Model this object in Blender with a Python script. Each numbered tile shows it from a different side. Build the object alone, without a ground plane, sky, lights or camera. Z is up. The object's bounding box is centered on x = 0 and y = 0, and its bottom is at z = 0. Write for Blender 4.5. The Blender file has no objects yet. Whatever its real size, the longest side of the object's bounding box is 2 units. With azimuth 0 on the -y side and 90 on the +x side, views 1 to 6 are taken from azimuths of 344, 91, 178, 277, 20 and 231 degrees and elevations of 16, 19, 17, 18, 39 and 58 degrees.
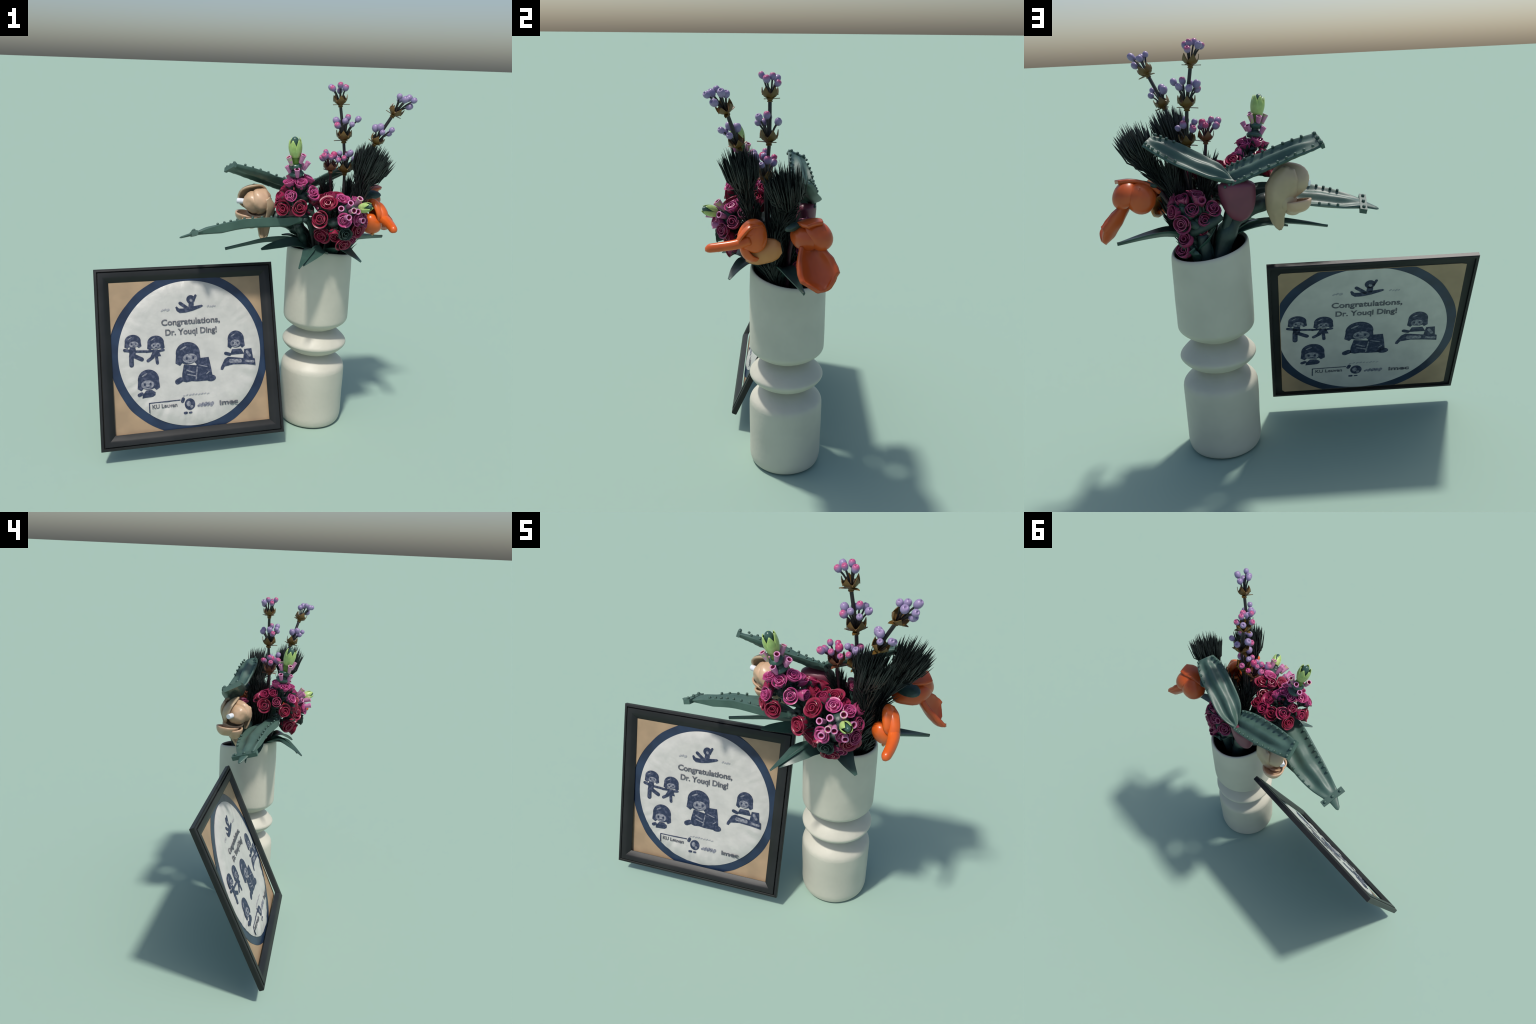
import bpy, math, random
from mathutils import Vector, Matrix, Quaternion, noise

RND = random.Random(7)
V3 = Vector
scene = bpy.context.scene


# ------------------------------------------------------------------ materials
def material(name, base, dark=None, scale=20.0, rough=0.45, detail=3.0, amount=1.0,
             metallic=0.0, bump=0.0, bump_scale=80.0, coat=0.0, lo=0.35, hi=0.65):
    """Principled material; colour wanders between `base` and `dark` on Object-space noise."""
    m = bpy.data.materials.new(name)
    m.use_nodes = True
    nt = m.node_tree
    b = nt.nodes["Principled BSDF"]
    b.inputs["Roughness"].default_value = rough
    b.inputs["Metallic"].default_value = metallic
    b.inputs["Coat Weight"].default_value = coat
    b.inputs["Coat Roughness"].default_value = 0.15
    dark = dark or tuple(c * 0.85 for c in base)
    tc = nt.nodes.new("ShaderNodeTexCoord")
    nz = nt.nodes.new("ShaderNodeTexNoise")
    nz.inputs["Scale"].default_value = scale
    nz.inputs["Detail"].default_value = detail
    rp = nt.nodes.new("ShaderNodeValToRGB")
    rp.color_ramp.elements[0].position = lo
    rp.color_ramp.elements[1].position = hi
    rp.color_ramp.elements[0].color = (*dark, 1)
    rp.color_ramp.elements[1].color = (*base, 1)
    nt.links.new(tc.outputs["Object"], nz.inputs["Vector"])
    nt.links.new(nz.outputs["Fac"], rp.inputs["Fac"])
    nt.links.new(rp.outputs["Color"], b.inputs["Base Color"])
    if bump:
        n2 = nt.nodes.new("ShaderNodeTexNoise")
        n2.inputs["Scale"].default_value = bump_scale
        n2.inputs["Detail"].default_value = 4
        bp = nt.nodes.new("ShaderNodeBump")
        bp.inputs["Strength"].default_value = bump
        bp.inputs["Distance"].default_value = 0.004
        nt.links.new(tc.outputs["Object"], n2.inputs["Vector"])
        nt.links.new(n2.outputs["Fac"], bp.inputs["Height"])
        nt.links.new(bp.outputs["Normal"], b.inputs["Normal"])
    return m


def tip_material(name, body, tip, axis_lo, axis_hi, rough=0.35, vary=None):
    """Two colours blended along the piece's own axis (local z), edge broken by noise."""
    m = bpy.data.materials.new(name)
    m.use_nodes = True
    nt = m.node_tree
    b = nt.nodes["Principled BSDF"]
    b.inputs["Roughness"].default_value = rough
    tc = nt.nodes.new("ShaderNodeTexCoord")
    sx = nt.nodes.new("ShaderNodeSeparateXYZ")
    nt.links.new(tc.outputs["Object"], sx.inputs[0])
    nz = nt.nodes.new("ShaderNodeTexNoise")
    nz.inputs["Scale"].default_value = 90
    nt.links.new(tc.outputs["Object"], nz.inputs["Vector"])
    ma = nt.nodes.new("ShaderNodeMath")
    ma.operation = "MULTIPLY_ADD"
    nt.links.new(nz.outputs["Fac"], ma.inputs[0])
    ma.inputs[1].default_value = (axis_hi - axis_lo) * 1.2
    nt.links.new(sx.outputs["Z"], ma.inputs[2])
    mr = nt.nodes.new("ShaderNodeMapRange")
    mr.inputs["From Min"].default_value = axis_lo + (axis_hi - axis_lo) * 0.6
    mr.inputs["From Max"].default_value = axis_hi + (axis_hi - axis_lo) * 0.6
    nt.links.new(ma.outputs[0], mr.inputs["Value"])
    mx = nt.nodes.new("ShaderNodeMix")
    mx.data_type = "RGBA"
    mx.inputs["A"].default_value = (*body, 1)
    mx.inputs["B"].default_value = (*tip, 1)
    nt.links.new(mr.outputs["Result"], mx.inputs["Factor"])
    col = mx.outputs["Result"]
    if vary:
        oi = nt.nodes.new("ShaderNodeObjectInfo")
        m2 = nt.nodes.new("ShaderNodeMix")
        m2.data_type = "RGBA"
        m2.inputs["B"].default_value = (*vary, 1)
        mul = nt.nodes.new("ShaderNodeMath")
        mul.operation = "MULTIPLY"
        mul.inputs[1].default_value = 0.5
        nt.links.new(oi.outputs["Random"], mul.inputs[0])
        nt.links.new(mul.outputs[0], m2.inputs["Factor"])
        nt.links.new(col, m2.inputs["A"])
        col = m2.outputs["Result"]
    nt.links.new(col, b.inputs["Base Color"])
    return m


M = {}
M["vase"] = material("ceramic_glaze", (0.565, 0.540, 0.450), (0.52, 0.50, 0.415), 6, 0.50, bump=0.25, bump_scale=45)
M["vase_inside"] = material("inside_shadow_black", (0.012, 0.012, 0.012), rough=0.9)  # inner wall painted near black: the shadow deep in the vase, in the colour
M["frame"] = material("black_lacquer", (0.015, 0.016, 0.0165), (0.009, 0.010, 0.010), 5, 0.45, bump=0.2, bump_scale=9)
for _n in ("frame",):
    M[_n].node_tree.nodes["Principled BSDF"].inputs["Specular IOR Level"].default_value = 0.32
M["groove"] = material("groove_black", (0.003, 0.003, 0.003), rough=0.8)
M["board"] = material("kraft_board", (0.37, 0.255, 0.15), (0.30, 0.21, 0.125), 9, 0.55, bump=0.9, bump_scale=9)
M["ring"] = material("navy_band", (0.015, 0.033, 0.072), (0.007, 0.016, 0.040), 9, 0.35, bump=0.3, bump_scale=14)
M["disc"] = material("white_foil", (0.51, 0.50, 0.465), (0.45, 0.445, 0.415), 14, 0.36, bump=0.55, bump_scale=30)
M["ink"] = material("navy_print", (0.012, 0.022, 0.055), (0.05, 0.06, 0.105), 60, 0.55, lo=0.38, hi=0.52)
M["ink_soft"] = material("faded_print", (0.27, 0.275, 0.30), (0.09, 0.10, 0.14), 75, 0.55)
M["ink_text"] = material("grey_print", (0.055, 0.06, 0.075), (0.13, 0.135, 0.15), 45, 0.55)
M["ink_faint"] = material("faint_print", (0.33, 0.335, 0.34), (0.27, 0.275, 0.29), 45, 0.55)
M["leaf"] = material("leaf_green", (0.060, 0.118, 0.094), (0.044, 0.092, 0.074), 12, 0.46, bump=0.25, bump_scale=30)
M["small_leaf"] = material("dark_leaf_green", (0.038, 0.088, 0.070), (0.026, 0.062, 0.052), 14, 0.38, bump=0.1, bump_scale=30)
M["green"] = material("stem_green", (0.024, 0.058, 0.046), (0.014, 0.030, 0.027), 26, 0.45, bump=0.6, bump_scale=50)
M["trunk"] = material("trunk_green", (0.022, 0.050, 0.042), (0.012, 0.026, 0.026), 14, 0.45, bump=0.8, bump_scale=26)
M["magenta"] = material("magenta_petal", (0.34, 0.022, 0.085), (0.25, 0.016, 0.060), 1.6, 0.36)
M["crimson"] = material("crimson_petal", (0.29, 0.017, 0.055), (0.20, 0.012, 0.036), 1.6, 0.36)
M["pink"] = material("pink_petal", (0.48, 0.085, 0.25), (0.40, 0.040, 0.150), 1.6, 0.36)
M["plum"] = material("plum_petal", (0.32, 0.045, 0.13), (0.24, 0.026, 0.080), 1.6, 0.42)
M["tube"] = material("pale_pink_tube", (0.60, 0.25, 0.44), (0.54, 0.18, 0.37), 1.5, 0.36)
M["tube_lime"] = material("lime_edged_tube", (0.58, 0.26, 0.42), (0.46, 0.48, 0.22), 0.9, 0.36, lo=0.40, hi=0.50)
M["tube_in"] = material("tube_throat", (0.30, 0.03, 0.10), rough=0.6)
M["lime"] = material("lime_sepal", (0.44, 0.60, 0.20), (0.33, 0.48, 0.14), 1.8, 0.32)
M["moss"] = material("moss_green", (0.13, 0.25, 0.03), (0.09, 0.19, 0.02), 24, 0.4)
M["bud_dark"] = material("bud_green", (0.040, 0.105, 0.080), (0.03, 0.075, 0.06), 24, 0.3)
M["stem"] = material("dark_stem", (0.022, 0.018, 0.019), (0.012, 0.012, 0.013), 40, 0.5)
M["stem_red"] = material("wine_stem", (0.055, 0.010, 0.022), (0.02, 0.008, 0.012), 40, 0.5)
M["bristle"] = material("fern_black", (0.014, 0.021, 0.019), (0.008, 0.012, 0.012), 40, 0.5)
M["cup"] = material("bronze_cup", (0.155, 0.085, 0.018), (0.11, 0.058, 0.012), 40, 0.42)
M["cup_wine"] = material("bronze_wine_cup", (0.15, 0.080, 0.018), (0.16, 0.035, 0.035), 24, 0.42)
M["berry_blue"] = tip_material("lavender_berry", (0.235, 0.20, 0.37), (0.28, 0.21, 0.37), -0.2, 0.7, vary=(0.30, 0.22, 0.38))
M["berry_pink"] = tip_material("pink_tipped_berry", (0.26, 0.20, 0.37), (0.44, 0.07, 0.19), 0.1, 0.9)
M["berry_rose"] = tip_material("rose_berry", (0.34, 0.19, 0.40), (0.44, 0.045, 0.15), -0.6, 0.4)
M["orange"] = material("orange_petal", (0.72, 0.135, 0.018), (0.62, 0.10, 0.012), 9, 0.28)
M["orange_deep"] = material("deep_orange_petal", (0.58, 0.10, 0.018), (0.48, 0.075, 0.012), 9, 0.33)
M["peach"] = material("peach_orange", (0.62, 0.27, 0.085), (0.55, 0.21, 0.06), 9, 0.4)
M["cream"] = material("cream_petal", (0.58, 0.39, 0.255), (0.50, 0.335, 0.21), 10, 0.36, bump=0.15, bump_scale=28)
M["cream_dim"] = material("olive_cream_petal", (0.50, 0.37, 0.24), (0.42, 0.315, 0.20), 10, 0.45, bump=0.15, bump_scale=28)
M["pearl"] = material("pearl_stud", (0.72, 0.74, 0.78), (0.62, 0.66, 0.70), 30, 0.22)
M["wine"] = material("wine_bell", (0.20, 0.045, 0.075), (0.15, 0.033, 0.06), 7, 0.45)
M["calyx_green"] = material("calyx_green", (0.036, 0.080, 0.062), (0.02, 0.045, 0.040), 30, 0.45, bump=1.0, bump_scale=34)


# ------------------------------------------------------------------ mesh helpers
def make(name, verts, faces, mat, parent=None, smooth=True, angle=None, world_offset=None):
    me = bpy.data.meshes.new(name)
    me.from_pydata([tuple(v) for v in verts], [], faces)
    me.validate()
    if mat is not None:
        me.materials.append(mat)
    ob = bpy.data.objects.new(name, me)
    scene.collection.objects.link(ob)
    for p in me.polygons:
        p.use_smooth = smooth
    if angle is not None:
        me.set_sharp_from_angle(angle=math.radians(angle))
    if parent is not None:
        ob.parent = parent
        if parent.type == "EMPTY" and parent.get("offset_children"):
            ob.location = -parent.location
    return ob


def bake(ob):
    """Apply all modifiers of ob."""
    dg = bpy.context.evaluated_depsgraph_get()
    me = bpy.data.meshes.new_from_object(ob.evaluated_get(dg))
    old = ob.data
    ob.modifiers.clear()
    ob.data = me
    me.name = old.name
    bpy.data.meshes.remove(old)
    return ob


def thicken(ob, t, sub=0, offset=0.0, bevel=0.0):
    md = ob.modifiers.new("thickness", "SOLIDIFY")
    md.thickness = t
    md.offset = offset
    if sub:
        s = ob.modifiers.new("round", "SUBSURF")
        s.levels = s.render_levels = sub
    return bake(ob)


class Geo:
    def __init__(self):
        self.v, self.f = [], []

    def add(self, verts, faces):
        k = len(self.v)
        self.v += [V3(p) for p in verts]
        self.f += [tuple(i + k for i in q) for q in faces]

    def grid(self, rows, closed=False, cap0=False, cap1=False):
        k = len(self.v)
        n = len(rows[0])
        for r in rows:
            self.v += [V3(p) for p in r]
        m = n if closed else n - 1
        for i in range(len(rows) - 1):
            for j in range(m):
                a, b = k + i * n + j, k + i * n + (j + 1) % n
                self.f.append((a, b, b + n, a + n))
        if cap0:
            self.f.append(tuple(k + j for j in reversed(range(n))))
        if cap1:
            self.f.append(tuple(k + (len(rows) - 1) * n + j for j in range(n)))

    def revolve(self, prof, n=24, mat=None):
        """prof: list of (r, z) around local z."""
        rows = [[(r * math.cos(2 * math.pi * j / n), r * math.sin(2 * math.pi * j / n), z)
                 for j in range(n)] for r, z in prof]
        if mat:
            rows = [[mat @ V3(p) for p in r] for r in rows]
        self.grid(rows, closed=True, cap0=prof[0][0] > 1e-6, cap1=prof[-1][0] > 1e-6)

    def tube(self, pts, radii, n=10, cap=True):
        pts = [V3(p) for p in pts]
        rows = []
        side = None
        for i, p in enumerate(pts):
            t = (pts[min(i + 1, len(pts) - 1)] - pts[max(i - 1, 0)]).normalized()
            if side is None:
                side = t.orthogonal().normalized()
            side = (side - t * side.dot(t)).normalized()
            up = t.cross(side)
            r = radii[i] if isinstance(radii, (list, tuple)) else radii
            rows.append([p + side * (r * math.cos(a)) + up * (r * math.sin(a))
                         for a in [2 * math.pi * j / n for j in range(n)]])
        self.grid(rows, closed=True, cap0=cap, cap1=cap)

    def ellipsoid(self, c, rad, rot=None, nu=24, nv=14, u=(0, 2 * math.pi), w=(-math.pi / 2, math.pi / 2)):
        rows = []
        full = abs(u[1] - u[0] - 2 * math.pi) < 1e-4
        for i in range(nv + 1):
            a = w[0] + (w[1] - w[0]) * i / nv
            row = []
            cnt = nu if full else nu + 1
            for j in range(cnt):
                b = u[0] + (u[1] - u[0]) * j / nu
                p = V3((rad[0] * math.cos(a) * math.cos(b), rad[1] * math.cos(a) * math.sin(b), rad[2] * math.sin(a)))
                if rot is not None:
                    p = rot @ p
                row.append(V3(c) + p)
            rows.append(row)
        self.grid(rows, closed=full)


def spline(pts, n):
    """Catmull-Rom through control points (any dimension as tuples), n samples."""
    P = [Vector(p) for p in pts]
    P = [P[0] * 2 - P[1]] + P + [P[-1] * 2 - P[-2]]
    segs = len(P) - 3
    out = []
    for i in range(n):
        t = i / (n - 1) * segs
        k = min(int(t), segs - 1)
        t -= k
        a, b, c, d = P[k:k + 4]
        out.append(0.5 * ((2 * b) + (c - a) * t + (2 * a - 5 * b + 4 * c - d) * t * t + (3 * b - a - 3 * c + d) * t ** 3))
    return out


def lerp(a, b, t):
    return a + (b - a) * t


def interp(table, x):
    for (x0, y0), (x1, y1) in zip(table, table[1:]):
        if x <= x1:
            return y0 + (y1 - y0) * max(0, (x - x0)) / (x1 - x0)
    return table[-1][1]


def aim(d, roll=0.0):
    q = V3(d).normalized().to_track_quat("Z", "Y")
    return (q @ Quaternion((0, 0, 1), roll)).to_matrix().to_4x4()


def instance(src_mesh, name, parent, pos, d, scale=1.0, roll=0.0, mat=None):
    ob = bpy.data.objects.new(name, src_mesh)
    scene.collection.objects.link(ob)
    ob.parent = parent
    s = scale if isinstance(scale, (tuple, list)) else (scale,) * 3
    ob.matrix_basis = Matrix.Translation(V3(pos)) @ aim(d, roll) @ Matrix.Diagonal((*s, 1))
    if mat is not None:
        ob.material_slots[0].link = "OBJECT"
        ob.material_slots[0].material = mat
    return ob


def root(name, loc, label, category, offset=True):
    e = bpy.data.objects.new(name, None)
    e.empty_display_size = 0.1
    scene.collection.objects.link(e)
    e.location = loc
    e["label"] = label
    e["category"] = category
    if offset:
        e["offset_children"] = 1
    return e


# =================================================================== THE VASE
CX, CY = 0.389, 0.097
bouquet = root("flower_vase", (CX, CY, 0), "Tall ridged off-white vase holding a colourful toy-like bouquet", "flower vase")


def build_vase():
    outer = [(0.0, 0.0015), (0.10, 0.001), (0.155, 0.001), (0.168, 0.004), (0.177, 0.013), (0.182, 0.030), (0.185, 0.055),
             (0.1855, 0.11), (0.1865, 0.20), (0.1875, 0.30), (0.1874, 0.335), (0.1862, 0.352), (0.181, 0.368), (0.170, 0.382), (0.150, 0.400),
             (0.126, 0.419), (0.105, 0.433), (0.098, 0.4385), (0.106, 0.443), (0.130, 0.452), (0.158, 0.470), (0.178, 0.490), (0.1865, 0.503),
             (0.1878, 0.510), (0.1858, 0.518), (0.177, 0.530), (0.157, 0.551), (0.132, 0.572), (0.106, 0.588),
             (0.098, 0.5935), (0.106, 0.599), (0.130, 0.609), (0.156, 0.626), (0.176, 0.643), (0.1855, 0.658), (0.188, 0.676),
             (0.1885, 0.72), (0.1885, 0.80), (0.188, 0.90), (0.1875, 0.98), (0.1865, 1.030), (0.185, 1.050),
             (0.181, 1.060), (0.176, 1.063), (0.171, 1.059), (0.168, 1.048)]
    # refine the profile
    n = 64
    g = Geo()
    prof = spline([(r, z, 0) for r, z in outer], 190)

    def tilt(p):   # the scanned rim is not level: it sinks towards +x +y
        w = max(0.0, min(1.0, (p.z - 0.80) / 0.24))
        w = w * w * (3 - 2 * w)
        dz = -0.14 * (p.x - CX) - 0.135 * (p.y - CY)
        wob = 0.0012 * noise.noise(p * 9)
        d = V3((p.x - CX, p.y - CY, 0))
        return p + V3((0, 0, dz * w)) + d * (wob / 0.18)
    rows = [[tilt(V3((CX + max(q.x, 0) * math.cos(2 * math.pi * j / n), CY + max(q.x, 0) * math.sin(2 * math.pi * j / n), max(q.y, 0))))
             for j in range(n)] for q in prof]
    g.grid(rows, closed=True, cap0=True)
    vase = make("vase", g.v, g.f, M["vase"], bouquet)
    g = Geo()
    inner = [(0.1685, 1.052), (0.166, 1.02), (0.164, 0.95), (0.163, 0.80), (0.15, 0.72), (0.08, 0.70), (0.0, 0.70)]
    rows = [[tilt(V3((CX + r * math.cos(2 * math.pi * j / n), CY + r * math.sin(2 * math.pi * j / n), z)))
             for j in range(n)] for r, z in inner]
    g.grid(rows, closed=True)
    make("vase_inner_wall", g.v, g.f, M["vase_inside"], bouquet)


build_vase()


# =================================================================== ROSES, TUBES, BUDS
def rose_mesh(name, petals, open_, depth, seed, heart=1.6):
    """Unit-radius rose opening along +z: overlapping cupped petals round a rolled heart."""
    r = random.Random(seed)
    g = Geo()
    hs = [0.0, 0.10, 0.22, 0.38, 0.55, 0.70, 0.82, 0.92, 1.0]
    ph = r.uniform(0, 6.28)
    for k in range(petals):
        ring = k / max(1, petals - 1)               # 0 = outermost
        R = lerp(0.98, 0.66, ring)
        span = lerp(2.7, 3.5, ring)
        a0 = ph + k * 2.25
        top = lerp(0.02, 0.10, ring) + r.uniform(-0.05, 0.06)
        curl = open_ * (1 - 0.75 * ring) * r.uniform(0.75, 1.25)
        rows = []
        for i in range(19):
            s = i / 18 * 2 - 1
            a = a0 + s * span / 2
            edge = 1 - abs(s) ** 2.6
            row = []
            for h in hs:
                belly = math.sin(min(1, h * 1.25) * math.pi / 2) ** 0.6
                rr = R * lerp(0.26, 1.0, belly) * (1 - 0.10 * (1 - edge)) + 0.03 * s
                lipk = max(0, (h - 0.62) / 0.38)
                rr += curl * lipk * lipk * (0.35 + 0.75 * edge) - 0.10 * R * (1 - open_ * 2.2) * lipk
                z = lerp(-depth, top - 0.30 * (1 - edge), h) - curl * 0.55 * max(0, (h - 0.86) / 0.14) * edge
                row.append((rr * math.cos(a), rr * math.sin(a), z))
            rows.append(row)
        g.grid(rows)
    rows = []
    n = int(heart * 20)
    for i in range(n + 1):
        t = i / n
        a = ph + 1.0 + t * heart * 2 * math.pi
        R = lerp(0.50, 0.17, t)
        row = []
        for h in (0.0, 0.3, 0.6, 0.85, 1.0):
            rr = R * lerp(0.75, 1.0, h)
            row.append((rr * math.cos(a), rr * math.sin(a), lerp(-depth * 0.75, 0.04 + 0.05 * math.sin(a * 1.5) - 0.10 * t, h)))
        rows.append(row)
    g.grid(rows)
    ob = make(name, g.v, g.f, M["magenta"])
    thicken(ob, 0.085)
    g2 = Geo()
    g2.v = [v.co.copy() for v in ob.data.vertices]
    g2.f = [tuple(p.vertices) for p in ob.data.polygons]
    g2.revolve([(0, -depth * 1.05), (0.20, -depth * 1.02), (0.36, -depth * 0.92), (0.60, -depth * 0.66), (0.66, -depth * 0.50), (0, -depth * 0.46)], 20)
    bpy.data.objects.remove(ob)
    ob = make(name, g2.v, g2.f, M["magenta"], angle=55)
    me = ob.data
    bpy.data.objects.remove(ob)
    return me


ROSES = [rose_mesh("rose", 4, 0.22, 1.3, 1), rose_mesh("rose", 5, 0.34, 1.2, 2), rose_mesh("rose", 4, 0.28, 1.4, 3, 1.3)]
TULIPS = [rose_mesh("rose", 4, 0.06, 1.6, 5, 1.3), rose_mesh("rose", 3, 0.0, 1.5, 8, 1.2)]


def tube_mesh():
    g = Geo()
    g.revolve([(0, -3.4), (0.55, -3.4), (0.66, -3.2), (0.84, -1.2), (0.95, -0.2), (0.99, -0.06), (0.96, 0.02), (0.84, 0.05),
               (0.70, 0.02), (0.63, -0.08), (0.58, -0.5), (0.5, -1.4), (0, -1.45)], 22)
    ob = make("blossom_tube", g.v, g.f, M["tube"], angle=60)
    me = ob.data
    me.materials.append(M["tube_in"])
    for p in me.polygons:
        z = sum(me.vertices[i].co.z for i in p.vertices) / len(p.vertices)
        r = max(me.vertices[i].co.xy.length for i in p.vertices)
        if r < 0.66 and z > -1.5:
            p.material_index = 1
    bpy.data.objects.remove(ob)
    return me


TUBE = tube_mesh()


def calyx_mesh():
    """dark green cup that carries a rose: pointed sepals on a tapering foot (unit rose radius)."""
    g = Geo()
    n = 20
    prof = [(0.16, -2.3), (0.22, -1.7), (0.42, -1.3), (0.72, -0.95), (0.90, -0.62)]
    rows = []
    for k, (r, z) in enumerate(prof):
        row = []
        for j in range(n):
            a = 2 * math.pi * j / n
            tooth = (abs(math.sin(a * 2.5)) - 0.4) * 0.35 * max(0, k - 2)
            row.append((r * math.cos(a), r * math.sin(a), z + tooth))
        rows.append(row)
    g.grid(rows, closed=True, cap0=True)
    ob = make("calyx", g.v, g.f, M["calyx_green"])
    thicken(ob, 0.08)
    me = ob.data
    bpy.data.objects.remove(ob)
    return me


CALYX = calyx_mesh()


def bud_meshes():
    g = Geo()
    core = [(0, -0.8), (0.4, -0.75), (0.48, -0.2), (0.46, 0.4), (0.40, 0.9), (0.30, 1.15), (0.15, 1.27), (0, 1.3)]
    g.revolve(core, 20)
    ob = make("bud_core", g.v, g.f, M["bud_dark"])
    c = ob.data
    bpy.data.objects.remove(ob)
    g = Geo()
    rows = []
    for i in range(13):
        t = i / 12
        w = 0.46 * math.sin(math.pi * min(1, 0.30 + 0.70 * t)) ** 0.85 if t < 0.999 else 0.01
        rad = 0.42 + 0.30 * math.sin(math.pi * min(1.0, 0.12 + t * 0.72)) - 0.12 * t
        z = -0.55 + 1.78 * t
        row = []
        for j in range(7):
            s = j / 6 * 2 - 1
            a = s * w / rad * 1.15
            rr = rad * (1 - 0.05 * s * s)
            row.append((rr * math.cos(a), rr * math.sin(a), z))
        rows.append(row)
    g.grid(rows)
    ob = make("sepal", g.v, g.f, M["lime"])
    thicken(ob, 0.08)
    s = ob.data
    bpy.data.objects.remove(ob)
    return c, s


BUD_CORE, SEPAL = bud_meshes()


def add_bud(parent, base, d, size, n=5, open_=0.0, roll0=0.3, spread=1.0):
    """Bud along d: dark core with lime sepals around it."""
    rot = aim(d, roll0)
    instance(BUD_CORE, "bud_core", parent, base, d, (size, size, size * 1.12), roll0)
    for k in range(n):
        a = 2 * math.pi * k / n + RND.uniform(-0.1, 0.1)
        ob = bpy.data.objects.new("sepal", SEPAL)
        scene.collection.objects.link(ob)
        ob.parent = parent
        sc = size * RND.uniform(0.94, 1.04)
        ob.matrix_basis = (Matrix.Translation(V3(base)) @ rot @ Matrix.Rotation(a, 4, "Z") @ Matrix.Rotation(open_ + RND.uniform(-0.04, 0.05), 4, "Y")
                           @ Matrix.Diagonal((sc * spread, sc * spread, sc * 1.05, 1)))


def spike(axis_pts, radius, roses, tubes, mats_default="pink"):
    """A flower spike: green stem along axis_pts, with roses and tubes standing off it."""
    pts = spline(axis_pts, 28)
    g = Geo()
    g.tube(pts, [radius * lerp(0.75, 1.0, i / 27) for i in range(28)], 10)
    # lumpy nodes along the upper stem
    for i in range(16, 28, 3):
        c = pts[i]
        g.ellipsoid(c, (radius * 1.55, radius * 1.55, radius * 1.1), None, 12, 8)
    st = make("flower_spike", g.v, g.f, M["green"], bouquet)

    def axis_at(p, back):
        best = min(range(len(pts)), key=lambda i: (pts[i] - p).length)
        return pts[max(0, best - back)]
    for item in roses:
        pos, size, mname, kind = item[:4]
        p = V3(pos)
        d = V3(item[4]) if len(item) > 4 and item[4] else (p - axis_at(p, 2))
        if d.length < 1e-4:
            d = V3((0, 0, 1))
        d.normalize()
        if not (len(item) > 4 and item[4]):
            d = (d + V3((0, 0, 0.30))).normalized()
        src = ROSES[RND.randrange(3)] if kind == "rose" else TULIPS[RND.randrange(2)]
        roll = RND.uniform(0, 6.28)
        s = size * RND.uniform(0.97, 1.03)
        instance(src, "rose", st, p, d, (s, s, s), roll, M[mname])
        instance(CALYX, "calyx", st, p, d, s, roll)
    for item in tubes:
        pos, size, mname = item[:3]
        p = V3(pos)
        d = V3(item[3]) if len(item) > 3 else ((p - axis_at(p, 2)).normalized() + V3((0, 0, 0.4)))
        instance(TUBE, "blossom_tube", st, p, d, size, RND.uniform(0, 6.28), M[mname])
    return st, pts


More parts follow.
